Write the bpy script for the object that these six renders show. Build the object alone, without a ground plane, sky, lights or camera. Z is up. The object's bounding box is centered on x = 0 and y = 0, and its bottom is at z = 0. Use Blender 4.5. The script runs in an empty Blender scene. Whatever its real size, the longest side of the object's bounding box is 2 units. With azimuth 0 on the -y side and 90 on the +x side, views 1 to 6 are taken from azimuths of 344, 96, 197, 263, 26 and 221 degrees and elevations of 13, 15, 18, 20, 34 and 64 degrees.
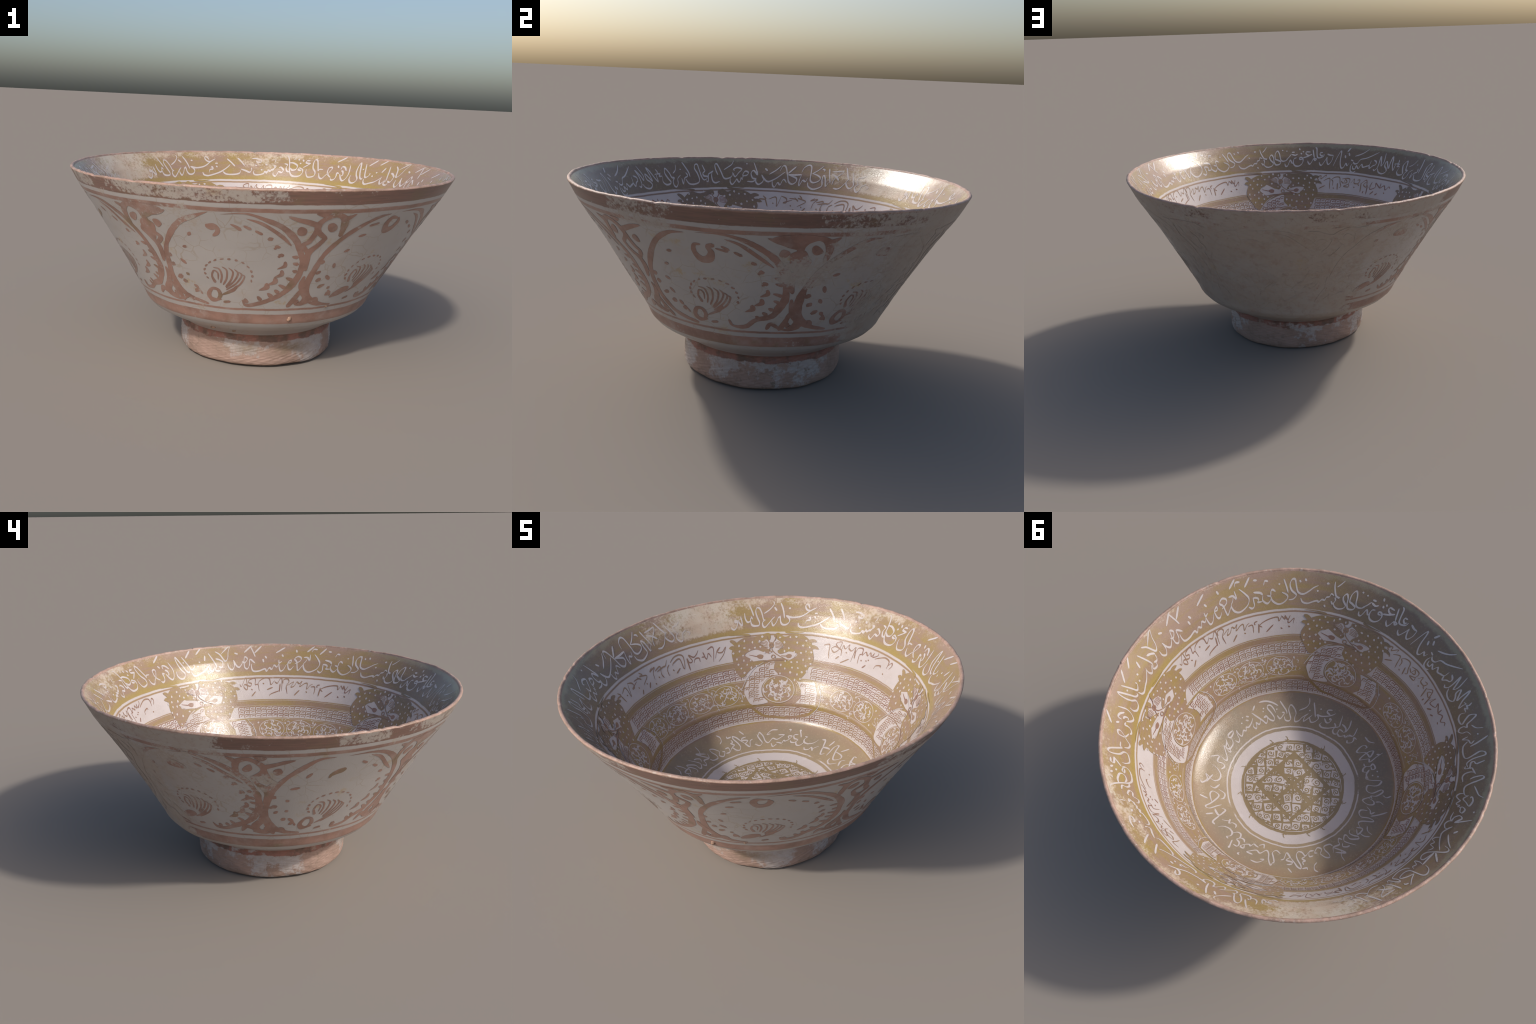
import bpy, math, random
import numpy as np
from mathutils import Vector
from mathutils.geometry import delaunay_2d_cdt

random.seed(7)
RNG = np.random.default_rng(11)
PI = math.pi
rad = math.radians

# ---------------------------------------------------------------- profiles
# outside of the wall and foot (height, radius); inside (radius, height)
OUT_Z = [.0, .006, .016, .03, .06, .10, .14, .165, .178, .19, .205, .22, .235, .25, .27, .30, .34, .40, .50, .60, .70, .80, .90, .985]
OUT_R = [.398, .408, .413, .416, .4165, .4145, .411, .4085, .415, .434, .457, .485, .517, .543, .577, .604, .6215, .6545, .7095, .767, .825, .8865, .950, .9925]
IN_R = [0, .08, .16, .306, .37, .46, .53, .566, .588, .604, .616, .629, .668, .714, .766, .844, .900, .9755]
IN_Z = [.240, .237, .229, .2225, .2375, .267, .289, .305, .318, .337, .376, .432, .495, .559, .662, .811, .900, .986]
SEG = 1080


def smooth_curve(a, b, n, win=33):
    """resample a profile evenly by arc length, lightly rounded"""
    a, b = np.array(a, float), np.array(b, float)
    s = np.r_[0, np.cumsum(np.hypot(np.diff(a), np.diff(b)))]
    t = np.linspace(0, s[-1], 1600)
    fa, fb = np.interp(t, s, a), np.interp(t, s, b)
    k = np.hanning(win)
    m = win // 2
    k /= k.sum()
    def sm(f):
        e = np.r_[2 * f[0] - f[m:0:-1], f, 2 * f[-1] - f[-2:-2 - m:-1]]
        return np.convolve(e, k, "valid")
    fa, fb = sm(fa), sm(fb)
    s2 = np.r_[0, np.cumsum(np.hypot(np.diff(fa), np.diff(fb)))]
    u = np.linspace(0, s2[-1], n)
    return u, np.interp(u, s2, fa), np.interp(u, s2, fb)


S_OUT, Z_OUT, R_OUT = smooth_curve(OUT_Z, OUT_R, 1500, 21)
S_IN, R_IN, Z_IN = smooth_curve(IN_R, IN_Z, 1500, 21)


def harmonics(seed, count, first=3):
    g = np.random.default_rng(seed)
    return [(int(k), g.uniform(0, 2 * PI), g.normal()) for k in range(first, first + count)]


def ring_noise(th, seed, count, first, power):
    out = np.zeros_like(th)
    for k, ph, a in harmonics(seed, count, first):
        out += a * np.cos(k * th + ph) / (k / first) ** power
    return out


def warp(th, r, z, outside):
    """hand-thrown irregularity shared by the clay and the painting on it"""
    h = np.clip(z / .99, 0, 1.05)
    r = r + h ** 2 * (-.0030 * np.cos(2 * th) - .0019 * np.sin(2 * th) - .0021 * np.cos(3 * th) - .0038 * np.sin(3 * th))
    z2 = z + h ** 3 * (.0010 * np.cos(2 * th) + .0016 * np.cos(3 * th) + .0019 * np.sin(3 * th))
    r = r + .0008 * np.sin(5 * th + 9 * z) * h + .0006 * np.sin(11 * th - 23 * z + 1.3)
    r = r * (1 + .004 * h ** 3)
    x, y = r * np.cos(th), r * np.sin(th)
    x = x + .007 * h ** 2
    y = y - .001 * h ** 2
    if outside:
        low = np.exp(-((z - .36) / .13) ** 2)
        x, y = x - .002 * low, y + .003 * low
    return np.stack([x, y, z2], -1)


class Surface:
    def __init__(self, outside):
        self.outside = outside
        self.s, self.r, self.z = (S_OUT, R_OUT, Z_OUT) if outside else (S_IN, R_IN, Z_IN)
        self.sign = -1.0 if outside else 1.0

    def rad(self, s):
        return np.interp(s, self.s, self.r)

    def s_of_z(self, z):
        if self.outside:
            return np.interp(z, self.z, self.s)
        return np.interp(z, self.z, self.s)

    def s_of_r(self, r):
        return np.interp(r, self.r, self.s)

    def pos(self, th, s):
        return warp(th, np.interp(s, self.s, self.r), np.interp(s, self.s, self.z), self.outside)

    def normal(self, th, s):
        e = 2e-3
        dt = self.pos(th + e, s) - self.pos(th - e, s)
        s0, s1 = np.clip(s - .006, 0, self.s[-1]), np.clip(s + .006, 0, self.s[-1])
        ds = self.pos(th, s1) - self.pos(th, s0)
        n = np.cross(dt, ds)
        n = n / np.maximum(np.linalg.norm(n, axis=-1, keepdims=True), 1e-12)
        out = n[..., 0] * np.cos(th) + n[..., 1] * np.sin(th)
        wrong = (out < 0) if self.outside else (n[..., 2] < 0)
        n[wrong] *= -1
        return n


OUT, INN = Surface(True), Surface(False)

# ---------------------------------------------------------------- scene root
root = bpy.data.objects.new("lustre_bowl", None)
bpy.context.scene.collection.objects.link(root)
root["label"] = "flared ceramic bowl with painted golden-brown lustre decoration and inscriptions"
root["category"] = "bowl"
root.rotation_euler = (rad(-.11), rad(-.97), 0)
root.location = (.012, -.004, 0)
TILT = .017


def add_object(name, verts, faces, mats, parent, normals=None, kind=None, mat_index=None):
    me = bpy.data.meshes.new(name)
    verts = np.asarray(verts, dtype=np.float32)
    me.from_pydata(verts.tolist(), [], [tuple(f) for f in faces])
    for m in mats:
        me.materials.append(m)
    me.polygons.foreach_set("use_smooth", np.ones(len(me.polygons), dtype=bool))
    if mat_index is not None:
        me.polygons.foreach_set("material_index", np.asarray(mat_index, dtype=np.int32))
    me.update()
    if normals is not None:
        me.normals_split_custom_set_from_vertices(np.asarray(normals, dtype=np.float64).tolist())
    ob = bpy.data.objects.new(name, me)
    bpy.context.scene.collection.objects.link(ob)
    ob.parent = parent
    if kind:
        ob["kind"] = kind
    return ob


# ---------------------------------------------------------------- shader helper
class NT:
    def __init__(self, name):
        self.mat = bpy.data.materials.new(name)
        self.mat.use_nodes = True
        t = self.mat.node_tree
        t.nodes.clear()
        self.t = t
        self.obj = self.node("ShaderNodeTexCoord").outputs["Object"]
        sep = self.node("ShaderNodeSeparateXYZ")
        self.link(self.obj, sep.inputs[0])
        self.x, self.y, self.z = sep.outputs
        self.r = self.m("SQRT", self.m("ADD", self.m("MULTIPLY", self.x, self.x), self.m("MULTIPLY", self.y, self.y)))
        self.th = self.m("ARCTAN2", self.y, self.x)

    def node(self, kind):
        return self.t.nodes.new(kind)

    def link(self, a, b):
        self.t.links.new(a, b)

    def put(self, sock, v):
        if isinstance(v, bpy.types.NodeSocket):
            self.link(v, sock)
        elif v is not None:
            if sock.type == "RGBA":
                v = tuple(v) + (1,) if len(v) == 3 else v
            sock.default_value = v

    def m(self, op, a, b=None, c=None, clamp=False):
        n = self.node("ShaderNodeMath")
        n.operation = op
        n.use_clamp = clamp
        self.put(n.inputs[0], a)
        if b is not None:
            self.put(n.inputs[1], b)
        if c is not None:
            self.put(n.inputs[2], c)
        return n.outputs[0]

    def mix(self, fac, a, b, blend="MIX"):
        n = self.node("ShaderNodeMix")
        n.data_type = "RGBA"
        n.blend_type = blend
        self.put(n.inputs[0], fac)
        self.put(n.inputs[6], a)
        self.put(n.inputs[7], b)
        return n.outputs[2]

    def step(self, v, lo, hi):
        n = self.node("ShaderNodeMapRange")
        n.interpolation_type = "SMOOTHSTEP"
        self.put(n.inputs[0], v)
        self.put(n.inputs[1], lo)
        self.put(n.inputs[2], hi)
        n.inputs[3].default_value, n.inputs[4].default_value = 0, 1
        return n.outputs[0]

    def noise(self, scale, detail=4, rough=.55, vec=None, dist=0.0, seed=0.0):
        n = self.node("ShaderNodeTexNoise")
        n.inputs["Scale"].default_value = scale
        n.inputs["Detail"].default_value = detail
        n.inputs["Roughness"].default_value = rough
        n.inputs["Distortion"].default_value = dist
        v = vec if vec is not None else self.obj
        if seed:
            a = self.node("ShaderNodeVectorMath")
            a.operation = "ADD"
            self.link(v, a.inputs[0])
            a.inputs[1].default_value = (seed, seed * 1.7, -seed * .6)
            v = a.outputs[0]
        self.link(v, n.inputs["Vector"])
        return n.outputs["Fac"]

    def vec(self, x, y, z):
        n = self.node("ShaderNodeCombineXYZ")
        for i, v in enumerate((x, y, z)):
            self.put(n.inputs[i], v)
        return n.outputs[0]

    def cos_to(self, deg):
        a = self.m("ADD", self.m("MULTIPLY", self.x, math.cos(rad(deg))), self.m("MULTIPLY", self.y, math.sin(rad(deg))))
        return self.m("DIVIDE", a, self.m("MAXIMUM", self.r, .001))

    def sector(self, deg, half, soft):
        """1 inside an angular sector of the bowl, fading over soft degrees"""
        return self.step(self.cos_to(deg), math.cos(rad(min(179, half + soft))), math.cos(rad(max(0.5, half - soft))))

    def zone(self, v, lo, hi, soft):
        return self.m("MULTIPLY", self.step(v, lo - soft, lo + soft), self.m("SUBTRACT", 1.0, self.step(v, hi - soft, hi + soft)))

    def finish(self, colour, rough, bump_list=(), spec=.5, coat=0.0):
        p = self.node("ShaderNodeBsdfPrincipled")
        self.put(p.inputs["Base Color"], colour)
        self.put(p.inputs["Roughness"], rough)
        self.put(p.inputs["Specular IOR Level"], spec)
        prev = None
        for h, strength, dist in bump_list:
            b = self.node("ShaderNodeBump")
            b.inputs["Strength"].default_value = strength
            b.inputs["Distance"].default_value = dist
            self.link(h, b.inputs["Height"])
            if prev is not None:
                self.link(prev, b.inputs["Normal"])
            prev = b.outputs[0]
        if prev is not None:
            self.link(prev, p.inputs["Normal"])
        o = self.node("ShaderNodeOutputMaterial")
        self.link(p.outputs[0], o.inputs[0])
        return self.mat


WHITE_GLAZE = (.405, .375, .358)
BUFF = (.385, .312, .245)
GOLD = (.315, .220, .095)
OLIVE = (.34, .245, .065)
BROWN_LUSTRE = (.31, .205, .150)


# ---- outside ---------------------------------------------------------------
def out_wear(n):
    """where time has rubbed the lustre off the outside"""
    big = n.noise(3.2, 7, .62, dist=.6)
    fine = n.noise(17, 8, .7, seed=3.1)
    tiny = n.noise(75, 3, .6, seed=8.3)
    g = n.m("ADD", n.m("MULTIPLY", n.m("SUBTRACT", big, .5), 1.1), n.m("MULTIPLY", n.m("SUBTRACT", fine, .5), 1.3))
    g = n.m("ADD", g, n.m("MULTIPLY", n.m("SUBTRACT", tiny, .5), .9))
    total = n.m("ADD", .13, 0.0)
    for deg, half, soft, lo, hi, zs, amt in (
        (86, 46, 13, .20, .90, .05, .78),
        (88, 44, 12, .86, 1.2, .03, .60),
        (38, 16, 10, .66, 1.2, .08, .50),
        (150, 16, 14, .48, 1.2, .10, .40),
        (-124, 27, 5, .925, 1.2, .012, .50),
        (-147, 5, 3, .945, 1.2, .012, .42),
        (-26, 10, 4, .86, 1.2, .03, .52),
        (-128, 6, 6, .76, .93, .05, .38),
        (-142, 7, 4, .72, .95, .06, .34),
        (17, 10, 5, .63, .80, .05, .50),
        (168, 6, 4, .66, .80, .05, .50),
        (141, 18, 5, .915, 1.2, .015, .66),
        (-164, 8, 3, .925, 1.2, .012, .55),
        (-150, 6, 3, .80, 1.2, .05, .38),
    ):
        a = n.m("MULTIPLY", n.m("MULTIPLY", n.sector(deg, half, soft), n.zone(n.z, lo, hi, zs)), amt)
        total = a if total is None else n.m("MAXIMUM", total, a)
    return n.step(n.m("ADD", total, n.m("MULTIPLY", g, .85)), .33, .56)


def out_ground(n):
    """crazed off-white glaze, tanned on the worn side"""
    blotch = n.noise(4.5, 6, .6, seed=1.7)
    small = n.noise(22, 6, .65, seed=5.5)
    side = n.sector(88, 52, 26)
    tan = n.m("MULTIPLY", side, n.step(n.m("ADD", blotch, n.m("MULTIPLY", small, .3)), .35, .75))
    tan = n.m("MAXIMUM", n.m("MULTIPLY", tan, .85), n.m("MULTIPLY", n.step(blotch, .60, .74), .35))
    c = n.mix(tan, WHITE_GLAZE, (.395, .318, .268))
    stain = n.m("MULTIPLY", n.step(n.noise(7, 5, .6, seed=9.1), .58, .70), n.step(small, .45, .62))
    c = n.mix(n.m("MULTIPLY", stain, .7), c, (.40, .29, .155))
    reds = n.m("MULTIPLY", n.m("MULTIPLY", side, n.step(n.noise(9, 7, .7, seed=12.2), .50, .66)), .6)
    c = n.mix(reds, c, (.315, .205, .16))
    scuff = n.noise(3.0, 6, .7, vec=n.vec(n.m("ADD", n.m("MULTIPLY", n.th, 3.0), n.m("MULTIPLY", n.z, 5.0)), n.m("MULTIPLY", n.z, 9.0), 0.0), seed=3.3)
    c = n.mix(n.m("MULTIPLY", n.m("MULTIPLY", side, n.step(scuff, .54, .70)), .5), c, (.30, .235, .19))
    v = n.node("ShaderNodeTexVoronoi")
    v.feature = "DISTANCE_TO_EDGE"
    v.inputs["Scale"].default_value = 13
    wob = n.node("ShaderNodeVectorMath")
    wob.operation = "ADD"
    n.link(n.obj, wob.inputs[0])
    k = n.node("ShaderNodeTexNoise")
    k.inputs["Scale"].default_value = 9
    sc = n.node("ShaderNodeVectorMath")
    sc.operation = "SCALE"
    n.link(n.obj, k.inputs["Vector"])
    n.link(k.outputs["Color"], sc.inputs[0])
    sc.inputs["Scale"].default_value = .06
    n.link(sc.outputs[0], wob.inputs[1])
    n.link(wob.outputs[0], v.inputs["Vector"])
    craze = n.m("SUBTRACT", 1.0, n.step(v.outputs["Distance"], .006, .035))
    craze = n.m("MULTIPLY", craze, n.step(n.noise(5, 3, .5, seed=4.4), .42, .62))
    c = n.mix(n.m("MULTIPLY", craze, .45), c, (.31, .235, .16))
    v2 = n.node("ShaderNodeTexVoronoi")
    v2.inputs["Scale"].default_value = 26
    n.link(n.obj, v2.inputs["Vector"])
    pit = n.m("MULTIPLY", n.m("SUBTRACT", 1.0, n.step(v2.outputs["Distance"], .03, .09)), n.step(n.noise(13, 2, .5, seed=6.6), .60, .64))
    c = n.mix(n.m("MULTIPLY", pit, .55), c, (.24, .18, .13))
    return c


def out_worn(n, ground):
    sp = n.noise(38, 6, .7, seed=2.2)
    c = n.mix(.55, ground, BUFF)
    c = n.mix(n.m("MULTIPLY", n.step(sp, .52, .70), .5), c, (.27, .195, .14))
    c = n.mix(n.m("MULTIPLY", n.step(n.noise(16, 6, .7, seed=7.7), .54, .68), .4), c, (.30, .19, .14))
    return c


def bumps(n, fine=.28, coarse=.25):
    return [(n.noise(14, 4, .5, seed=.9), coarse, .004), (n.noise(210, 2, .6, seed=2.9), fine, .0016)]


def out_paint_colour(n, dark=False):
    t = n.noise(8, 5, .6, seed=21)
    streak = n.noise(6, 5, .65, vec=n.vec(n.m("MULTIPLY", n.th, 1.2), 0.0, n.m("MULTIPLY", n.z, 26)), seed=4)
    if dark:
        c = n.mix(n.step(streak, .35, .65), (.170, .105, .083), (.222, .125, .098))
        c = n.mix(n.m("MULTIPLY", n.step(t, .50, .68), .5), c, (.20, .14, .085))
    else:
        c = n.mix(n.step(t, .40, .66), (.318, .186, .146), (.245, .142, .110))
        c = n.mix(n.m("MULTIPLY", n.step(n.noise(5, 5, .6, seed=33), .58, .68), .75), c, (.20, .145, .085))
        c = n.mix(n.m("MULTIPLY", n.step(n.noise(60, 4, .6, seed=31), .50, .75), .3), c, (.37, .245, .195))
        thin = n.m("MULTIPLY", n.step(n.noise(11, 6, .68, seed=35), .45, .72), .42)
        c = n.mix(thin, c, (.385, .315, .285))
    return c


def band(n, lo, hi, wob, soft=.0025):
    """a painted horizontal band with a hand-drawn wavering edge"""
    zz = n.m("ADD", n.z, n.m("MULTIPLY", n.m("SUBTRACT", wob, .5), .02))
    return n.zone(zz, lo, hi, soft)


def outer_wall_material():
    n = NT("outer_glaze")
    ground = out_ground(n)
    worn = out_worn(n, ground)
    wear = out_wear(n)
    wob = n.noise(2.2, 5, .6, vec=n.vec(n.m("COSINE", n.th), n.m("SINE", n.th), 0.0), seed=2)
    jag = n.noise(14, 4, .6, vec=n.vec(n.m("COSINE", n.th), n.m("SINE", n.th), 0.0), seed=5)
    w2 = n.m("ADD", n.m("MULTIPLY", wob, .75), n.m("MULTIPLY", jag, .45))
    paint = out_paint_colour(n)
    dark = out_paint_colour(n, True)
    c = n.mix(n.m("MULTIPLY", wear, .8), ground, worn)
    keep = n.m("SUBTRACT", 1.0, wear)
    for lo, hi in ((.884, .903), (.374, .386), (.296, .352)):
        c = n.mix(n.m("MULTIPLY", band(n, lo, hi, wob), keep), c, paint)
    c = n.mix(n.m("MULTIPLY", band(n, .924, 1.2, w2), keep), c, dark)
    # bare clay showing along the lip, and grime tucked in under the belly
    lip = n.m("MULTIPLY", n.step(n.m("ADD", n.z, n.m("MULTIPLY", n.noise(30, 4, .6, seed=3), .016)), .985, .996), .8)
    c = n.mix(lip, c, (.40, .25, .19))
    rough = n.m("ADD", .33, n.m("MULTIPLY", wear, .25))
    return n.finish(c, rough, bumps(n), .45)


def outer_paint_material():
    n = NT("outer_lustre_paint")
    ground = out_ground(n)
    wear = out_wear(n)
    c = n.mix(n.m("MULTIPLY", wear, .96), out_paint_colour(n), n.mix(n.m("MULTIPLY", wear, .8), ground, out_worn(n, ground)))
    return n.finish(c, n.m("ADD", .33, n.m("MULTIPLY", wear, .25)), bumps(n), .45)


def foot_material():
    n = NT("foot_clay_and_glaze")
    soft, grit = n.noise(6, 7, .65), n.noise(40, 5, .65, seed=2)
    clay = n.mix(n.step(soft, .36, .72), (.345, .232, .188), (.265, .180, .140))
    clay = n.mix(n.m("MULTIPLY", n.step(n.noise(12, 7, .7, seed=4), .54, .70), .55), clay, (.17, .122, .085))
    clay = n.mix(n.m("MULTIPLY", n.step(grit, .55, .75), .5), clay, (.37, .27, .23))
    g = n.m("ADD", n.noise(3.4, 6, .65, seed=14), n.m("MULTIPLY", n.m("SUBTRACT", n.noise(22, 6, .72, seed=15), .5), .55))
    g = n.m("ADD", g, n.m("MULTIPLY", n.m("SUBTRACT", n.z, .10), 1.0))
    for deg, half, amt in ((-64, 12, .16), (20, 22, .15), (-22, 8, .14), (112, 24, .10), (170, 26, .10)):
        g = n.m("ADD", g, n.m("MULTIPLY", n.sector(deg, half, 9), amt))
    glaze = n.m("MULTIPLY", n.step(g, .575, .66), .72)
    c = n.mix(glaze, clay, n.mix(n.step(grit, .4, .7), (.42, .39, .385), (.36, .315, .29)))
    pits = n.m("MULTIPLY", n.step(n.noise(34, 5, .7, seed=17), .55, .66), n.m("MAXIMUM", n.m("MULTIPLY", n.sector(20, 28, 10), .8), .25))
    c = n.mix(pits, c, (.18, .13, .095))
    grime = n.m("MULTIPLY", n.m("MULTIPLY", n.sector(-94, 26, 16), n.zone(n.z, .075, .125, .025)), n.step(n.noise(9, 6, .6, seed=19), .38, .62))
    c = n.mix(n.m("MULTIPLY", grime, .75), c, (.20, .148, .10))
    wob = n.noise(3.0, 5, .65, vec=n.vec(n.m("COSINE", n.th), n.m("SINE", n.th), 0.0), seed=8)
    ring = n.m("MULTIPLY", n.step(n.m("ADD", n.z, n.m("MULTIPLY", n.m("SUBTRACT", wob, .5), .06)), .137, .144), n.step(n.noise(7, 4, .6, seed=22), .36, .42))
    c = n.mix(ring, c, n.mix(n.step(n.noise(12, 5, .65, seed=23), .42, .66), (.285, .13, .10), (.14, .088, .066)))
    return n.finish(c, n.m("SUBTRACT", .72, n.m("MULTIPLY", glaze, .3)), [(n.noise(20, 6, .65), .35, .006), (n.noise(90, 4, .6), .25, .003)], .4)


# ---- inside ----------------------------------------------------------------
def in_wear(n):
    big = n.noise(5, 7, .65, seed=41, dist=.5)
    fine = n.noise(24, 7, .7, seed=42)
    total = None
    for deg, half, soft, lo, hi, zs, amt in (
        (137, 12, 8, .835, 1.2, .02, .66),
        (120, 10, 10, .94, 1.2, .02, .40),
        (152, 10, 8, .86, 1.2, .04, .42),
        (84, 44, 18, .945, 1.2, .02, .44),
        (10, 60, 30, .975, 1.2, .012, .36),
        (76, 8, 6, .87, 1.2, .04, .36),
    ):
        a = n.m("MULTIPLY", n.m("MULTIPLY", n.sector(deg, half, soft), n.zone(n.z, lo, hi, zs)), amt)
        total = a if total is None else n.m("MAXIMUM", total, a)
    tiny = n.noise(90, 3, .6, seed=43)
    g = n.m("ADD", n.m("MULTIPLY", n.m("SUBTRACT", big, .5), .9), n.m("MULTIPLY", n.m("SUBTRACT", fine, .5), 1.2))
    g = n.m("ADD", g, n.m("MULTIPLY", n.m("SUBTRACT", tiny, .5), .7))
    return n.step(n.m("ADD", total, g), .26, .66)


def in_white(n):
    c = n.mix(n.step(n.noise(6, 5, .6, seed=51), .4, .7), (.535, .475, .460), (.50, .435, .41))
    return n.mix(n.m("MULTIPLY", n.step(n.noise(70, 3, .6, seed=52), .66, .72), .3), c, (.36, .29, .22))


def in_worn(n):
    c = n.mix(n.step(n.noise(7, 6, .65, seed=53), .35, .65), (.53, .455, .37), (.50, .385, .29))
    return n.mix(n.m("MULTIPLY", n.step(n.noise(26, 6, .7, seed=54), .55, .68), .55), c, (.34, .28, .16))


def lustre_colour(n):
    """streaky gold lustre, browner on one side and towards the lip"""
    v = n.vec(n.m("MULTIPLY", n.th, 1.1), n.m("MULTIPLY", n.r, 3.0), n.m("MULTIPLY", n.z, 22))
    streak = n.noise(2.6, 6, .66, vec=v, seed=61)
    cloud = n.noise(4.5, 6, .6, seed=62)
    grain = n.noise(95, 4, .65, seed=63)
    c = n.mix(n.step(n.m("ADD", n.m("MULTIPLY", streak, .6), n.m("MULTIPLY", cloud, .4)), .40, .60), GOLD, BROWN_LUSTRE)
    low = n.m("MULTIPLY", n.m("MULTIPLY", n.zone(n.z, .80, .838, .012), n.sector(65, 75, 30)), n.step(streak, .3, .6))
    c = n.mix(n.m("MULTIPLY", low, .8), c, OLIVE)
    oliv = n.m("MULTIPLY", n.step(n.noise(7, 5, .65, seed=65), .50, .66), n.sector(75, 70, 30))
    c = n.mix(n.m("MULTIPLY", oliv, .55), c, OLIVE)
    high = n.m("MULTIPLY", n.step(n.z, .93, .985), n.step(cloud, .32, .62))
    c = n.mix(n.m("MULTIPLY", high, .7), c, (.345, .235, .19))
    dark_side = n.m("MULTIPLY", n.sector(236, 62, 24), n.step(n.z, .56, .80))
    c = n.mix(n.m("MULTIPLY", dark_side, .72), c, (.165, .118, .088))
    edge = n.m("MULTIPLY", n.m("MULTIPLY", n.sector(236, 66, 22), n.step(n.m("ADD", n.z, n.m("MULTIPLY", n.noise(16, 5, .65, seed=66), .06)), .985, 1.005)), .75)
    c = n.mix(edge, c, (.33, .29, .20))
    c = n.mix(n.m("MULTIPLY", n.step(grain, .52, .75), .30), c, (.42, .32, .19))
    c = n.mix(n.m("MULTIPLY", n.step(grain, .48, .28), .25), c, (.19, .14, .08))
    return c


def floor_lustre_colour(n):
    cloud = n.noise(3.4, 7, .66, seed=71)
    grain = n.noise(80, 4, .65, seed=72)
    c = n.mix(n.step(cloud, .36, .64), (.335, .250, .155), (.270, .215, .150))
    c = n.mix(n.m("MULTIPLY", n.m("MULTIPLY", n.step(n.r, .50, .585), n.step(n.noise(6, 5, .6, seed=73), .36, .6)), .6), c, (.31, .205, .14))
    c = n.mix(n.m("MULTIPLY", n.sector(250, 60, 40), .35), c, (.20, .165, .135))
    c = n.mix(n.m("MULTIPLY", n.step(grain, .50, .75), .35), c, (.43, .34, .23))
    inner = n.m("SUBTRACT", 1.0, n.step(n.r, .30, .37))
    c = n.mix(n.m("MULTIPLY", inner, .8), c, (.255, .185, .095))
    return c


def in_rough(n):
    return n.m("ADD", .12, n.m("MULTIPLY", n.step(n.noise(17, 7, .75, seed=84), .35, .70), .18))


def in_bumps(n):
    return [(n.noise(11, 4, .5, seed=81), .25, .006), (n.noise(240, 2, .6, seed=82), .55, .0015)]


def inner_wall_material():
    n = NT("inner_lustre_glaze")
    wear = in_wear(n)
    keep = n.m("SUBTRACT", 1.0, wear)
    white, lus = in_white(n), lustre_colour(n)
    circ = n.vec(n.m("COSINE", n.th), n.m("SINE", n.th), 0.0)
    wob = n.noise(2.0, 5, .6, vec=circ, seed=6)
    c = white
    def lay(lo, hi, col, amt=1.0, soft=.0022):
        nonlocal c
        c = n.mix(n.m("MULTIPLY", band(n, lo, hi, wob, soft), amt), c, col)
    thin = n.mix(.35, lus, (.30, .17, .13))
    lay(.8135, 1.3, lus)
    breaks = n.step(n.noise(5, 4, .6, vec=circ, seed=7), .30, .36)
    lay(.7935, .8025, thin, breaks)
    lay(.630, .672, lus)
    lay(.664, .667, white, .55, .001)
    lay(.634, .637, white, .45, .001)
    lay(.437, .563, lus)
    lay(.5555, .558, white, .6, .001)
    lay(.4405, .443, white, .6, .001)
    lay(.415, .437, lus)
    lay(.2, .334, lus)
    lay(.3275, .333, white, 1.0, .001)
    c = n.mix(wear, c, in_worn(n))
    lip = n.step(n.m("ADD", n.z, n.m("MULTIPLY", n.noise(30, 4, .6, seed=3), .016)), .996, 1.006)
    c = n.mix(n.m("MULTIPLY", lip, .7), c, (.42, .27, .21))
    return n.finish(c, in_rough(n), in_bumps(n), .5)


def floor_material():
    n = NT("floor_lustre_glaze")
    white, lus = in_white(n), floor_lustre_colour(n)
    circ = n.vec(n.m("COSINE", n.th), n.m("SINE", n.th), 0.0)
    wob = n.noise(2.4, 6, .62, vec=circ, seed=9)
    rr = n.m("ADD", n.r, n.m("MULTIPLY", n.m("SUBTRACT", wob, .5), .022))
    c = lus
    broken = n.step(n.noise(2.2, 6, .66, vec=circ, seed=10), .36, .44)
    c = n.mix(n.m("MULTIPLY", n.zone(rr, .389, .397, .0015), broken), c, white)
    c = n.mix(n.zone(rr, .309, .371, .0018), c, white)
    return n.finish(c, in_rough(n), in_bumps(n), .5)


def white_line_material():
    n = NT("reserved_white_glaze")
    wear = in_wear(n)
    c = n.mix(wear, in_white(n), n.mix(.45, in_worn(n), in_white(n)))
    return n.finish(c, in_rough(n), in_bumps(n), .5)


def lustre_paint_material():
    n = NT("inner_lustre_paint")
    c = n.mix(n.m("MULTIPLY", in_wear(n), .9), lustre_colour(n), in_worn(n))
    return n.finish(c, in_rough(n), in_bumps(n), .5)


def brown_line_material():
    n = NT("inner_brown_line")
    t = n.noise(6, 5, .6, seed=91)
    c = n.mix(n.step(t, .4, .64), (.30, .195, .125), (.265, .150, .115))
    return n.finish(c, in_rough(n), in_bumps(n), .5)


def floor_paint_material():
    n = NT("floor_lustre_paint")
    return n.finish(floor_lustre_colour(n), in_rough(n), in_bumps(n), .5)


def lip_material():
    n = NT("worn_lip_clay")
    c = n.mix(n.step(n.noise(18, 6, .65), .36, .66), (.44, .285, .225), (.30, .20, .15))
    c = n.mix(n.m("MULTIPLY", n.step(n.noise(50, 4, .6, seed=2), .58, .68), .6), c, (.48, .41, .35))
    return n.finish(c, .42, [(n.noise(60, 5, .65), .5, .006)], .5)


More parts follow.
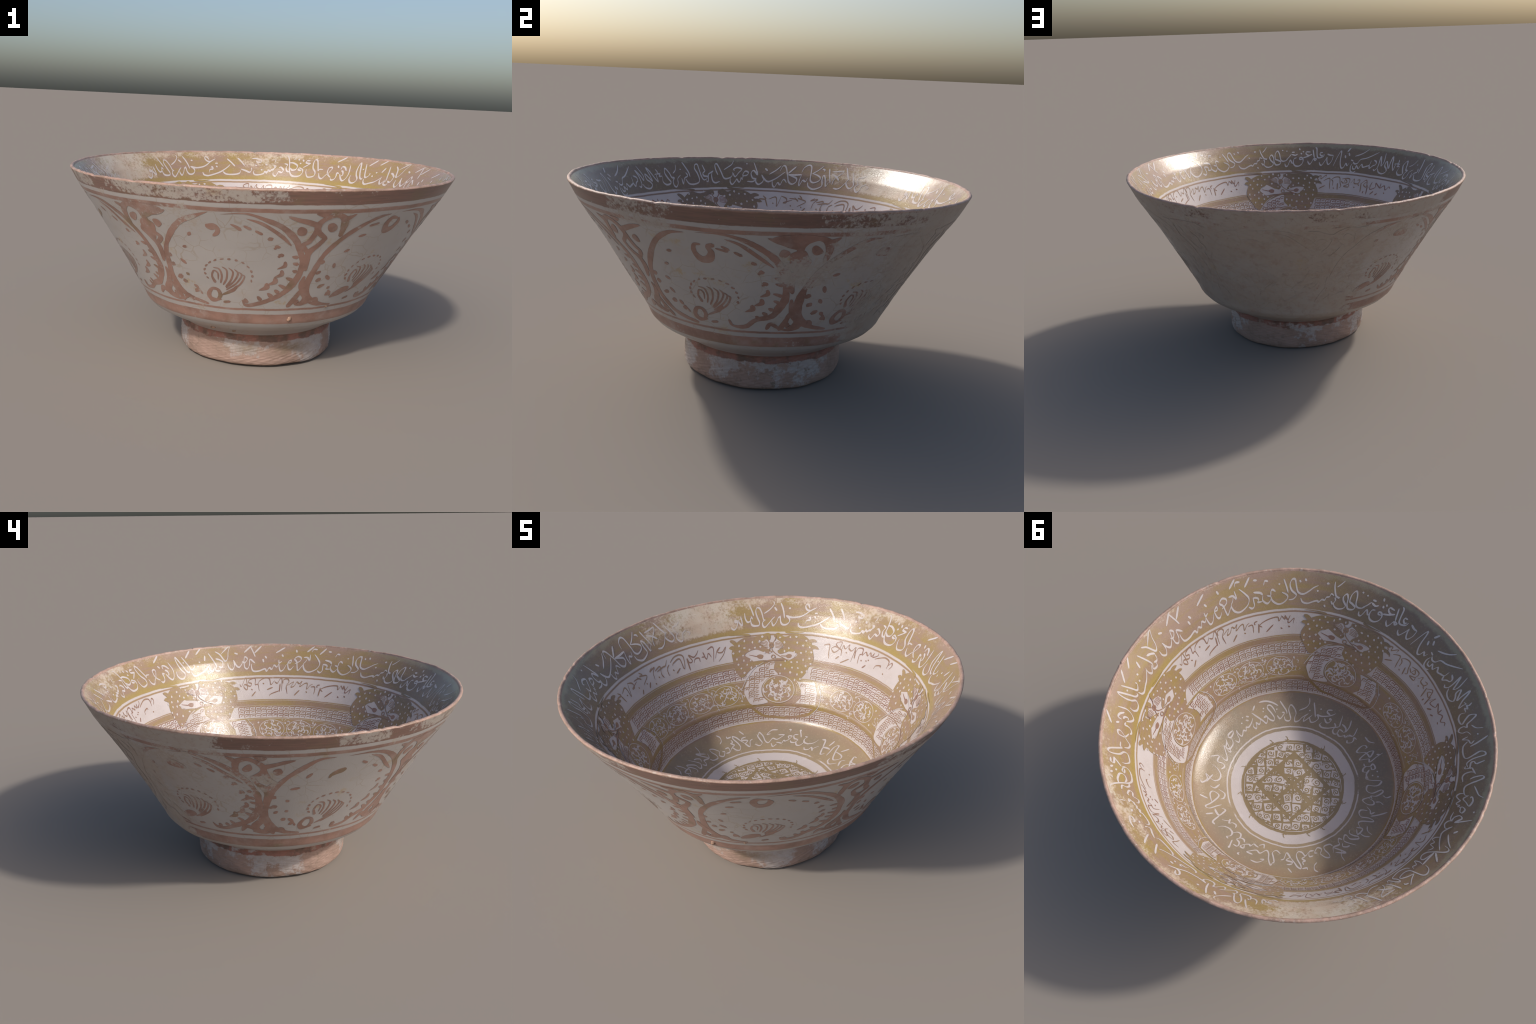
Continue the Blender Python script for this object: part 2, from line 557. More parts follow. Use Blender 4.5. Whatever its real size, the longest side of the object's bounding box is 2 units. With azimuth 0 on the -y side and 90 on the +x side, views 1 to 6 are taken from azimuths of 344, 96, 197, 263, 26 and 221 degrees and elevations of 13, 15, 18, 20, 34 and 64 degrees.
def chip_material():
    n = NT("kiln_scar_clay")
    c = n.mix(n.step(n.noise(30, 5, .6), .4, .65), (.40, .25, .18), (.20, .13, .09))
    return n.finish(c, .55, [(n.noise(60, 4, .6), .5, .005)], .4)


M_OUT, M_OUTP, M_FOOT = outer_wall_material(), outer_paint_material(), foot_material()
M_IN, M_FLOOR, M_WHITE, M_LUS = inner_wall_material(), floor_material(), white_line_material(), lustre_paint_material()
M_BROWN, M_FPAINT, M_LIP, M_CHIP = brown_line_material(), floor_paint_material(), lip_material(), chip_material()

# ---------------------------------------------------------------- the clay body
# one continuous shell, cut afterwards into its anatomical parts
TH = np.linspace(-PI, PI, SEG, endpoint=False)


def lip_chips(th):
    """small nicks and wear along the lip"""
    a = ring_noise(th, 5, 60, 9, .35)
    b = ring_noise(th, 6, 160, 40, .1)
    d = .0007 * a / a.std() + .0003 * b / b.std()
    nick = -.004 * np.clip(b / b.std() - 2.0, 0, 1.2)
    for deg, w, depth in ((-126, .8, .004), (77, .9, .007), (118, 1.2, .004), (196, .8, .006), (205, .9, .008), (221, .7, .006), (-20, .6, .006), (-50, .8, .003), (150, 1.0, .004), (-160, .5, .005)):
        dd = np.degrees(np.angle(np.exp(1j * (th - rad(deg)))))
        nick = nick - .7 * depth * np.exp(-(dd / w) ** 2)
    return d + nick


rows, region = [], []
def add_row(p, reg):
    rows.append(p)
    region.append(reg)


chips = lip_chips(TH)
for s in np.r_[np.linspace(.004, INN.s_of_r(.590), 42), np.linspace(INN.s_of_r(.590), INN.s[-1] - .006, 80)[1:]]:
    add_row(INN.pos(TH, np.full_like(TH, s)), "floor" if s <= INN.s_of_r(.590) + 1e-6 else "inner_wall")
lip_in = INN.pos(TH, np.full_like(TH, INN.s[-1] - .002))
lip_out = OUT.pos(TH, np.full_like(TH, OUT.s[-1] - .002))
mid = (lip_in + lip_out) / 2
half = (lip_out - lip_in) / 2
for k, a in enumerate(np.linspace(0, PI, 9)):
    p = mid - half * math.cos(a)
    up = math.sin(a)
    p[:, 2] += .0075 * up + chips * (.35 + .65 * up)
    p[:, :2] *= (1 + chips * .5 * (a > 1.2))[:, None]
    add_row(p, "lip")
for s in np.linspace(OUT.s[-1] - .006, OUT.s_of_z(.177), 92):
    add_row(OUT.pos(TH, np.full_like(TH, s)), "outer_wall")
gap = .004 + .0045 * (1 - np.sin(TH)) / 2 + .0012 * ring_noise(TH, 15, 14, 3, .4) * .5
ground_z = -TILT * .40 * np.cos(TH) + np.clip(gap, 0, 1)
for s in np.linspace(OUT.s_of_z(.177), 0, 44)[1:]:
    p = OUT.pos(TH, np.full_like(TH, s))
    w = 1 - np.clip(p[:, 2] / .12, 0, 1)
    p[:, 2] += ground_z * w
    lump = .0022 * ring_noise(TH + 3 * s, 25, 22, 3, .5) + .0009 * ring_noise(TH - 40 * s, 26, 40, 20, .2)
    p[:, :2] *= (1 + lump * .6)[:, None]
    add_row(p, "foot")
for r, z in ((.392, -.0005), (.375, .001), (.36, .006), (.352, .02), (.348, .06), (.335, .095), (.30, .108), (.15, .112), (.003, .112)):
    w = 1 - min(1, z / .09)
    add_row(np.stack([r * np.cos(TH), r * np.sin(TH), z + ground_z * w], -1), "foot")

G = np.array(rows)
nr = len(rows)
dth = np.roll(G, -1, 1) - np.roll(G, 1, 1)
drow = np.empty_like(G)
drow[1:-1] = G[2:] - G[:-2]
drow[0], drow[-1] = G[1] - G[0], G[-1] - G[-2]
NRM = np.cross(dth, drow)
NRM /= np.maximum(np.linalg.norm(NRM, axis=-1, keepdims=True), 1e-12)
if NRM[:20, :, 2].mean() < 0:
    NRM = -NRM

MATS = {"floor": M_FLOOR, "inner_wall": M_IN, "lip": M_LIP, "outer_wall": M_OUT, "foot": M_FOOT}
parts = {}
jj = np.arange(SEG)
j2 = (jj + 1) % SEG
for reg in ("floor", "inner_wall", "lip", "outer_wall", "foot"):
    idx = [i for i in range(nr) if region[i] == reg]
    a, b = idx[0], idx[-1]
    a = max(0, a - 1)  # share the border row with the part before it
    v = G[a:b + 1].reshape(-1, 3)
    nn = NRM[a:b + 1].reshape(-1, 3)
    f = []
    for k in range(b - a):
        f.append(np.stack([k * SEG + jj, (k + 1) * SEG + jj, (k + 1) * SEG + j2, k * SEG + j2], -1))
    f = np.concatenate(f)
    if reg == "floor":
        v = np.vstack([v, [[0, 0, IN_Z[0]]]])
        nn = np.vstack([nn, [[0, 0, 1]]])
        f = f.tolist() + [(int(p), int(q), len(v) - 1) for p, q in zip(jj, j2)]
    elif reg == "foot":
        v = np.vstack([v, [[0, 0, .112]]])
        nn = np.vstack([nn, [[0, 0, -1]]])
        base = (b - a) * SEG
        f = f.tolist() + [(base + int(q), base + int(p), len(v) - 1) for p, q in zip(jj, j2)]
    else:
        f = f.tolist()
    parts[reg] = add_object(reg, v, f, [MATS[reg]], root, nn)


# ---------------------------------------------------------------- brushwork
def spline(pts, n_per=7, closed=False):
    """Catmull-Rom through hand-set points"""
    p = np.array(pts, float)
    if len(p) < 3 and not closed:
        return np.linspace(p[0], p[-1], n_per + 1)
    if closed:
        e = np.vstack([p[-1], p, p[0], p[1]])
        m = len(p)
    else:
        e = np.vstack([2 * p[0] - p[1], p, 2 * p[-1] - p[-2]])
        m = len(p) - 1
    out = []
    t = np.linspace(0, 1, n_per, endpoint=False)[:, None]
    for i in range(m):
        a, b, c, d = e[i], e[i + 1], e[i + 2], e[i + 3]
        out.append(.5 * (2 * b + (c - a) * t + (2 * a - 5 * b + 4 * c - d) * t ** 2 + (3 * b - a - 3 * c + d) * t ** 3))
    out = np.vstack(out)
    if not closed:
        out = np.vstack([out, p[-1]])
    return out


class Paint:
    """paint laid on one surface of the bowl, slightly proud of the glaze"""

    def __init__(self, surf, lift=.0006):
        self.surf, self.lift = surf, lift
        self.v, self.f, self.count, self.k = [], [], 0, 0

    def frame(self, deg, s0, dx=1, dy=1, scale=1.0, turn=0.0):
        self.fr = (rad(deg), s0, dx, dy, scale, math.cos(turn), math.sin(turn))

    def flat(self, x, y, turn=0.0):
        """cartesian frame on the nearly level floor"""
        self.fr = None
        self.ft = (x, y, math.cos(turn), math.sin(turn))

    def place(self, xy):
        if self.fr is None:
            x0, y0, c, s_ = self.ft
            x, y = x0 + xy[:, 0] * c - xy[:, 1] * s_, y0 + xy[:, 0] * s_ + xy[:, 1] * c
            return np.arctan2(y, x), self.surf.s_of_r(np.hypot(x, y))
        th0, s0, dx, dy, sc, c, s_ = self.fr
        x = (xy[:, 0] * c - xy[:, 1] * s_) * sc
        y = (xy[:, 0] * s_ + xy[:, 1] * c) * sc
        s = np.clip(s0 + dy * y, .002, self.surf.s[-1] - .004)
        return th0 + dx * x / np.maximum(self.surf.rad(s), .02), s

    def _emit(self, xy, faces, off):
        th, s = self.place(xy)
        p = self.surf.pos(th, s) + self.surf.normal(th, s) * np.asarray(off).reshape(-1, 1)
        self.v.append((p, self.surf.normal(th, s)))
        nn = self.v[-1][1]
        for f in faces:
            a, b, c = (p[int(i)] for i in f[:3])
            up = float(np.dot(np.cross(b - a, c - a), nn[int(f[0])]))
            if len(f) == 4:
                up += float(np.dot(np.cross(p[int(f[2])] - a, p[int(f[3])] - a), nn[int(f[0])]))
            f = [self.count + int(i) for i in f]
            self.f.append(f if up > 0 else f[::-1])
        self.count += len(p)
        self.k += 1

    def stroke(self, pts, w, taper=(.5, .5), pen=None, n_per=7, closed=False, rough=.06):
        c = spline(pts, n_per, closed)
        n = len(c)
        d = np.gradient(c, axis=0)
        if closed:
            d = np.roll(c, -1, 0) - np.roll(c, 1, 0)
        L = np.maximum(np.linalg.norm(d, axis=1, keepdims=True), 1e-9)
        d = d / L
        nrm = np.stack([-d[:, 1], d[:, 0]], -1)
        t = np.linspace(0, 1, n)
        ww = np.full(n, w) if np.isscalar(w) else np.interp(t, np.linspace(0, 1, len(w)), w)
        if pen is not None:
            ang = np.arctan2(d[:, 1], d[:, 0])
            ww = ww * (.32 + .68 * np.abs(np.sin(ang - pen)) ** 1.2)
        if not closed:
            e = .16
            ww = ww * (taper[0] + (1 - taper[0]) * np.sqrt(np.clip(t / e, 0, 1))) * (taper[1] + (1 - taper[1]) * np.sqrt(np.clip((1 - t) / e, 0, 1)))
        jitter = 1 + rough * np.convolve(RNG.normal(size=n + 4), np.ones(5) / 5, "valid") * 2
        ww = ww * jitter
        l, r = c + nrm * ww[:, None] / 2, c - nrm * ww[:, None] / 2
        xy = np.vstack([l, r])
        m = n if closed else n - 1
        faces = [(i, (i + 1) % n, n + (i + 1) % n, n + i) for i in range(m)]
        ramp = self.lift + .00025 * t + .00002 * (self.k % 9)
        if not closed:  # rounded ends
            e0, e1 = c[0] - d[0] * ww[0] * .4, c[-1] + d[-1] * ww[-1] * .4
            xy = np.vstack([xy, e0, e1])
            faces += [(2 * n, 0, n), (2 * n + 1, 2 * n - 1, n - 1)]
            ramp = np.r_[ramp, ramp, ramp[0], ramp[-1]]
        else:
            ramp = np.r_[ramp, ramp]
            ramp[:] = self.lift + .00002 * (self.k % 9)
        self._emit(xy, [f[::-1] for f in faces], ramp)

    def fill(self, pts, n_per=6, straight=False, grid=.035, extra=0.0):
        o = np.array(pts, float) if straight else spline(pts, n_per, True)
        if straight:
            o = np.vstack([np.linspace(o[i], o[(i + 1) % len(o)], 6, endpoint=False) for i in range(len(o))])
        lo, hi = o.min(0), o.max(0)
        inner = []
        for x in np.arange(lo[0] + grid / 2, hi[0], grid):
            for y in np.arange(lo[1] + grid / 2, hi[1], grid):
                inner.append((x, y))
        vs = [Vector(p) for p in o.tolist()] + [Vector(p) for p in inner]
        n = len(o)
        res = delaunay_2d_cdt(vs, [(i, (i + 1) % n) for i in range(n)], [], 1, 1e-6)
        xy = np.array([tuple(p) for p in res[0]])
        faces = []
        for f in res[2]:
            q = xy[list(f)]
            ar = sum(q[i - 1, 0] * q[i, 1] - q[i, 0] * q[i - 1, 1] for i in range(len(q)))
            faces.append(f if ar > 0 else f[::-1])
        self._emit(xy, faces, np.full(len(xy), self.lift + extra + .00002 * (self.k % 9)))

    def dot(self, x, y, rx, ry=None, ang=0.0, extra=0.0):
        ry = ry or rx
        a = np.linspace(0, 2 * PI, 12, endpoint=False)
        ex = rx * np.cos(a) * (1 + .12 * RNG.normal(size=12))
        ey = ry * np.sin(a) * (1 + .12 * RNG.normal(size=12))
        c, s = math.cos(ang), math.sin(ang)
        xy = np.stack([x + ex * c - ey * s, y + ex * s + ey * c], -1)
        xy = np.vstack([xy, [[x, y]]])
        self._emit(xy, [(i, (i + 1) % 12, 12) for i in range(12)], np.full(13, self.lift + extra + .00002 * (self.k % 9)))

    def comma(self, x, y, size, ang):
        """a short loaded-brush dab: round head and pulled tail"""
        c, s = math.cos(ang), math.sin(ang)
        q = np.array([(0, 0), (.45, .12), (.9, .0), (1.5, -.3)]) * size
        self.stroke([(x + a * c - b * s, y + a * s + b * c) for a, b in q], [size * .75, size * 1.0, size * .75, size * .25], (.7, .3), n_per=4)

    def done(self, name, mat, parent, kind=None):
        if not self.v:
            return None
        p = np.vstack([a for a, _ in self.v])
        nn = np.vstack([b for _, b in self.v])
        return add_object(name, p, self.f, [mat], parent, nn, kind)

# ---------------------------------------------------------------- outside: seven roundels
S_MID = float(OUT.s_of_z(.645))
# the outside profile runs upward with s, so +y in a frame is up and +x is to the viewer's right
ROUNDELS = (-166.5, -115, -63.5, -10, 42, 93, 144)


def roundel(deg, var):
    g = random.Random(int(deg * 10) + 5)
    P = Paint(OUT)
    P.frame(deg, S_MID)
    v = lambda a, b: (a + g.uniform(-.006, .006), b + g.uniform(-.006, .006))
    # heavy brush ring, drawn in two pulls that overlap on the right shoulder
    left = [v(-.120, -.285), v(-.194, -.268), v(-.256, -.228), v(-.300, -.150), v(-.312, -.05), v(-.302, .04), v(-.262, .135), v(-.205, .205), v(-.14, .25), v(-.07, .268)]
    P.stroke(left, [.020, .026, .030, .032, .030, .027, .030, .028, .022, .010], (.7, .2), rough=.12)
    right = [v(-.015, .264), v(.088, .270), v(.173, .247), v(.246, .198), v(.292, .134), v(.314, .061), v(.318, -.006), v(.304, -.084), v(.275, -.140), v(.231, -.19), v(.165, -.230), v(.110, -.264), v(.058, -.270), v(.040, -.240)]
    P.stroke(right, [.004, .014, .024, .030, .032, .030, .032, .034, .034, .030, .026, .022, .020, .014], (.2, .5), rough=.12)
    if var % 2 == 1 or g.random() < .6:
        P.stroke([v(.096, .250), v(.157, .217), v(.227, .152), v(.276, .095)], [.006, .018, .020, .012], (.2, .4))
    # scalloped inner edge
    for k in range(9 if var != 3 else 7):
        a = rad(8 - k * (86 / 8) + g.uniform(-3, 3))
        x, y = .300 * math.cos(a), .262 * math.sin(a)
        nx, ny = -math.cos(a) * .75 - .1, -math.sin(a) * .75 + .25
        ln = g.uniform(.018, .042)
        P.stroke([(x, y), (x + nx * ln * .6, y + ny * ln * .5), (x + nx * ln, y + ny * ln * .5 + .004)], [.024, .017, .007], (.9, .3), n_per=4)
    for k in range(5):
        a = rad(182 + k * 13 + g.uniform(-3, 3))
        x, y = .293 * math.cos(a), .255 * math.sin(a)
        P.dot(x, y, g.uniform(.011, .018), g.uniform(.010, .015), a)
    # dabs down both sides
    rx = .222 if var != 6 else .25
    n = g.choice((7, 8, 9))
    for k in range(n):
        a = rad(66 - k * (118 / (n - 1)) + g.uniform(-2, 2))
        x, y = rx * math.cos(a) + (.01 if k > 1 else .0), .205 * math.sin(a) + .01
        if k < 2:
            P.stroke([(x - .014, y + .008), (x + .013, y - .009)], [.012, .016], (.5, .8))
        elif k > n * .55:
            sz = .016 + .002 * (k - n * .5)
            P.stroke([(x + .016, y + .020), (x + .012, y - .004), (x - .022, y - .022)], [sz * .9, sz * 1.15, sz * .35], (.8, .2), n_per=5)
        else:
            P.dot(x, y, .0125, .0105, g.uniform(-.6, .6))
            if k > 2:
                P.dot(x - .011, y - .010, .007, .006)
    for x, y in ((-.165, .145), (-.205, .06), (-.222, -.03), (-.212, -.108), (-.178, -.178)):
        x, y = v(x, y)
        L = g.uniform(.006, .02)
        t = g.uniform(.2, 1.1) if y > 0 else g.uniform(-1.2, -.4)
        P.stroke([(x - L * math.cos(t), y - L * math.sin(t)), (x, y), (x + L * math.cos(t), y + L * math.sin(t))], [.013, .018, .012], (.8, .6), n_per=3)
    P.stroke([(-.172, -.192), (-.158, -.206), (-.148, -.226)], [.016, .008, .014], (.6, .6), n_per=3)
    # the bud at the top
    if var == 0:
        P.fill([(-.058, .13), (-.064, .150), (-.045, .168), (-.025, .178), (-.006, .180), (.002, .165), (-.012, .147), (-.034, .140)])
        P.stroke([(-.042, .150), (-.060, .140), (-.066, .118)], [.012, .018, .014], (.6, .6))
    elif var == 1:
        P.dot(-.064, .192, .026, .019)
        P.stroke([(-.050, .198), (-.038, .180), (-.042, .158), (-.060, .140)], [.020, .022, .022, .014], (.9, .6))
        P.stroke([(.020, .212), (.046, .196), (.062, .180)], [.008, .018, .016], (.3, .6))
    elif var == 2:
        P.stroke([(-.012, .232), (-.050, .238), (-.066, .205), (-.048, .166), (-.014, .172), (.004, .205), (-.006, .236)], [.014, .026, .030, .036, .030, .026, .012], (.6, .4))
        P.stroke([(-.16, .200), (-.115, .212)], [.016, .014], (.6, .4))
    elif var == 3:
        P.stroke([(-.012, .206), (-.038, .200), (-.044, .160), (-.020, .122), (.014, .128), (.030, .165), (.020, .196), (.044, .208)], [.014, .018, .022, .036, .036, .026, .022, .028], (.6, .8))
        P.stroke([(.052, .190), (.100, .178)], [.010, .016], (.4, .6))
    else:
        P.fill([(-.065, .178), (-.05, .200), (-.02, .204), (.02, .186), (.034, .160), (.010, .150), (-.03, .152), (-.06, .160)])
    # seed rim over the shell
    ox, oy = g.uniform(-.008, .008), g.uniform(-.006, .006)
    for k in range(14):
        a = rad(205 - k * 17.0)
        x, y = -.008 + .112 * math.cos(a) + ox, -.085 + .088 * math.sin(a) + oy
        if k > 9:
            y -= .006 * (k - 9) * .6
            x -= .002 * (k - 9)
        P.dot(x, y, g.uniform(.0075, .0105), g.uniform(.0042, .006), a + PI / 2 + g.uniform(-.3, .3))
    # shell: a curl and a fan of combed lines gathered at the lower left
    P.stroke([(-.076 + ox, -.146 + oy), (-.087 + ox, -.108 + oy), (-.076 + ox, -.074 + oy), (-.058 + ox, -.088 + oy), (-.060 + ox, -.128 + oy)], [.016, .009, .008, .008, .006], (.9, .4))
    for (x0, y0), (x1, y1), (x2, y2), (x3, y3) in (
        ((-.077, -.054), (-.050, -.062), (-.041, -.102), (-.050, -.148)),
        ((-.036, -.046), (-.016, -.066), (-.020, -.116), (-.038, -.158)),
        ((-.006, -.050), (.012, -.076), (-.002, -.128), (-.028, -.170)),
        ((.020, -.057), (.034, -.082), (.014, -.130), (-.026, -.178)),
        ((.038, -.072), (.050, -.092), (.024, -.142), (-.026, -.190)),
        ((.052, -.086), (.062, -.102), (.034, -.156), (-.030, -.208)),
    ):
        P.stroke([(x0 + ox, y0 + oy), (x1 + ox, y1 + oy), (x2 + ox, y2 + oy), (x3 + ox, y3 + oy)], [.006, .0085, .0085, .0095], (.4, .5), n_per=6)
    P.stroke([(.026, -.152), (.002, -.184), (-.055, -.222)], [.010, .018, .009], (.5, .3))
    # the looped bud at its foot
    bx, by = -.088 + g.uniform(-.01, .012), -.218 + g.uniform(-.006, .008)
    if var in (2, 6):
        P.fill([(bx - .05, by - .03), (bx - .04, by), (bx, by + .028), (bx + .035, by + .03), (bx + .045, by + .008), (bx + .01, by - .018), (bx - .02, by - .028)])
    else:
        P.stroke([(bx + .030, by - .030), (bx - .012, by - .038), (bx - .030, by - .008), (bx - .012, by + .032), (bx + .016, by + .030), (bx + .026, by - .004), (bx + .012, by - .034)], [.012, .030, .022, .018, .018, .020, .016], (.5, .6))
    P.stroke([(-.043, -.265), (-.016, -.258)], [.015, .015], (.8, .8))
    P.done("painted_roundel", M_OUTP, parts["outer_wall"])


def spandrel(deg, var):
    """leaf-scroll filling the gaps between roundels, above and below"""
    g = random.Random(int(deg * 7) + 3)
    P = Paint(OUT, .0009)
    P.frame(deg, S_MID)
    m = -1 if var % 2 else 1
    T = lambda *pts: [(m * (a + g.uniform(-.004, .004)), b + g.uniform(-.004, .004)) for a, b in pts]
    # two scrolled eyes hung from the upper line, joined in a forked stem
    P.stroke(T((-.104, .150), (-.106, .205), (-.096, .248), (-.058, .268), (-.014, .250), (.012, .216), (.004, .178), (-.038, .137)), [.026, .034, .034, .024, .026, .032, .026, .024], (.8, .8))
    P.stroke(T((-.15, .272), (-.12, .258), (-.098, .246)), [.010, .024, .034], (.3, .9))
    P.stroke(T((-.038, .137), (-.014, .094), (.016, .058), (.022, .010), (.008, -.052)), [.022, .024, .030, .030, .024], (.9, .5))
    P.stroke(T((.008, .214), (.058, .232), (.104, .250), (.150, .262)), [.030, .026, .022, .012], (.9, .3))
    P.stroke(T((.014, .205), (.018, .164), (.034, .122), (.054, .097), (.022, .055)), [.026, .026, .026, .024, .022], (.9, .9))
    if var in (0, 3, 4):
        P.fill(T((-.084, .262), (-.02, .285), (.09, .285), (.13, .262), (.07, .236), (.02, .22), (-.03, .25)))
        P.fill(T((-.03, .16), (.0, .20), (.05, .18), (.045, .13), (.02, .08), (-.005, .11)))
    P.fill(T((-.080, .190), (-.072, .214), (-.050, .230), (-.034, .220), (-.036, .192), (-.058, .176)))
    P.fill(T((.066, .158), (.052, .178), (.060, .198), (.086, .204), (.098, .184), (.086, .164)))
    P.fill(T((-.026, .283), (-.004, .262), (.014, .260), (.034, .283)))
    P.dot(m * .026, -.012, .014, .012)
    # lower pair of leaves
    P.stroke(T((.004, -.092), (.004, -.135), (-.014, -.186), (-.038, -.228), (-.022, -.262), (.006, -.262), (.004, -.238)), [.020, .026, .036, .040, .028, .026, .016], (.5, .6))
    P.stroke(T((.000, -.178), (.022, -.232), (.044, -.284)), [.022, .026, .026], (.8, .7))
    P.stroke(T((-.104, -.272), (-.084, -.238), (-.058, -.250), (-.034, -.272)), [.018, .030, .020, .016], (.6, .6))
    if var % 3 == 0:
        P.stroke(T((.05, -.270), (.078, -.244), (.10, -.276)), [.018, .022, .018], (.6, .6))
        P.stroke(T((-.05, -.272), (.0, -.284), (.05, -.272)), [.014, .016, .014], (.6, .6))
    P.done("painted_leaf_scroll", M_OUTP, parts["outer_wall"])


for i, deg in enumerate(ROUNDELS):
    roundel(deg, i)
    nxt = ROUNDELS[(i + 1) % 7] + (360 if i == 6 else 0)
    spandrel((deg + nxt) / 2, i)
# ---------------------------------------------------------------- inscriptions
# The rim verse: each pull of the pen is a spline, placed round the lip by its angle,
# with its points in centimetres leftward-to-right and up from the writing line.
class Scribe:
    """collects pulls of one pen into words"""

    def __init__(self, line, width, mat, parent, name):
        self.line, self.width, self.mat, self.parent, self.name = line, width, mat, parent, name
        self.paint, self.count = Paint(INN), 0

    def __call__(self, deg, *pts):
        self.paint.frame(deg, self.line, -1, 1)
        q = [(x / 100, y / 100) for x, y in pts]
        if len(q) == 2:
            self.paint.stroke(q, self.width * .88, (.6, .35), n_per=5)
        else:
            self.paint.stroke(q, self.width, (.45, .3), pen=1.15, n_per=5)
        self.count += 1
        if self.count % 5 == 0:
            self.close()

    def close(self):
        self.paint.done(self.name, self.mat, self.parent)
        self.paint = Paint(INN)


pull = Scribe(float(INN.s_of_z(.843)), .0120, M_WHITE, parts["inner_wall"], "rim_inscription_word")
pull(0.2, (2.2, 4.9), (-0.8, 7.4), (-1.4, 3))
pull(1.1, (-2.6, 12.8), (2.7, 17.6))
pull(2.6, (-2.3, 6.1), (-0.7, 5.2), (1.3, 7.8), (-0.2, 9.5), (-1, 7.3), (-1.2, 5.2), (-1, 2.1), (0.4, 0.9), (1.8, 2.5), (2.3, 5))
pull(5.8, (-3.1, 7.5), (-1.8, 4), (-0, 2.3), (1.9, 4), (2.9, 5.8))
pull(6.1, (-1.1, 12.6), (1, 11.7))
pull(9.0, (-2.2, 5.5), (-1.9, 2.5), (0.2, 0.9), (2, 3.5), (2, 7.5))
pull(11.3, (-5.5, 14.6), (-2.8, 12.3), (-0.1, 7.2), (2.1, 9.4), (3.2, 13.6), (5, 18), (0.8, 14.9), (-2, 12.4))
pull(13.4, (1.4, 6.7), (1, 4.1), (-0.2, 3.2), (-2, 3.9))
pull(13.7, (-2.3, 9.5), (0, 8.5), (2.2, 6.8))
pull(15.8, (-3.1, 13.9), (-1.3, 9.4), (0.3, 4.2), (-0.9, 2.6), (-0.3, 1.2), (2, 1.1), (2.8, 3.3))
pull(17.8, (-1.6, 5.9), (-1.7, 3), (-0.4, 1.1), (1.1, 2.4), (2.6, 4.6))
pull(19.8, (-0.5, 8.9), (0.6, 12.5))
pull(21.6, (-2.2, 14.1), (2.2, 18.1))
pull(22.6, (-0.3, 8.6), (0.4, 7.9))
pull(23.4, (-6.2, 2.8), (-5.4, 0.5), (-3.5, -0.5), (-0.1, 0.7), (2.6, 1.7), (5.4, 3.7), (7.5, 5.9))
pull(23.8, (-0.3, 5.8), (0.3, 5))
pull(26.5, (-2.2, 12.7), (2.4, 17.5))
pull(27.0, (-4.1, 13.7), (-2.1, 8.6), (-0.4, 4.3), (1.2, 4.5), (2.5, 6), (2.3, 7.3))
pull(29.7, (-0.3, 9.7), (0.4, 9.4))
pull(31.5, (-4.5, 4.5), (-4.5, 1.5), (-2.7, -0.7), (-0.1, -0.4), (1.3, 2.2), (-0.4, 4.9), (-1.5, 8.3), (-1.7, 12.6), (-0.9, 14), (1.6, 7.1), (3.1, 3.4), (4.8, 2.6), (4.9, 3.6))
pull(37.3, (-3.6, 4.3), (-1.9, 1.2), (-0.1, 0), (1.8, 2.1), (2.6, 6), (1.5, 11.7))
pull(38.7, (-0, 3.3), (0.8, 4), (0.3, 6.1), (-1.1, 7))
pull(38.8, (-1.8, 7.8), (-1.4, 10.1), (0.7, 9.6), (2.5, 7.1))
pull(41.0, (-2.6, 13.4), (2.8, 17.6))
pull(41.5, (-0.4, 10.6), (0.5, 8.9))
pull(41.7, (2.3, 4.7), (0.8, 5.1), (1, 3), (0.4, 0.7), (-1.4, -0.3), (-2.5, 0.7))
pull(45.8, (3.5, 1.5), (1.4, 3.2), (1.5, 4.6), (3, 7.5), (2.5, 9), (0.7, 8.2), (0.4, 5.6), (0.6, 4), (-0.7, 2.2), (-2.4, 0.1), (-4.3, 1.1), (-5.3, 4))
pull(51.8, (6.2, 6.7), (3.9, 6.7), (3.3, 5.6), (2.4, 8.4), (1, 13.1), (-0.4, 14.3), (-1.3, 12.9), (-1.3, 9.9), (-0.6, 7), (1.3, 4.4), (1.1, 1.8), (-1.4, 0.6), (-3.5, 0.9), (-4.9, 3.8), (-5, 6.1))
pull(54.9, (1, 13), (-1.1, 12.9), (-1.5, 11.3), (0.2, 10.9), (1.7, 11))
pull(55.2, (2.2, 11), (0, 9), (-2.3, 7))
pull(57.2, (-0.2, 13.6), (0.4, 12.1))
pull(58.1, (-0.2, 10.8), (0.3, 10))
pull(59.0, (-0.2, 14.1), (0.3, 12.8))
pull(59.9, (4.5, 6.1), (2.9, 6.8), (2.1, 5.6), (3.7, 5), (4.8, 5.9), (5.4, 3.8), (3.7, 1.1), (0.3, 0.4), (-2, 1.3), (-3.5, 4.2), (-4.4, 10), (-5.4, 14.2), (-6.5, 16), (-7.5, 16.2))
pull(60.6, (0.5, 16.1), (0.2, 14.5), (-0.8, 13.3))
pull(60.9, (-2.7, 10.6), (-0.1, 10.5), (2.7, 8.5), (2.1, 5.6), (-0.3, 4.9), (-1.8, 6.5))
pull(63.4, (-2, 9.7), (0, 8.8), (-0.6, 6.3), (0.3, 3.9), (2, 3.6))
pull(67.0, (0.4, 6.3), (1.6, 6.7), (3.3, 4.8), (2.4, 2.8), (0.4, 3.3), (-0.4, 1.8), (-1.5, -0.1), (-3.1, 0.9), (-3.2, 2.5))
pull(68.6, (0.4, 13.1), (0, 11.3), (-0.4, 10.1))
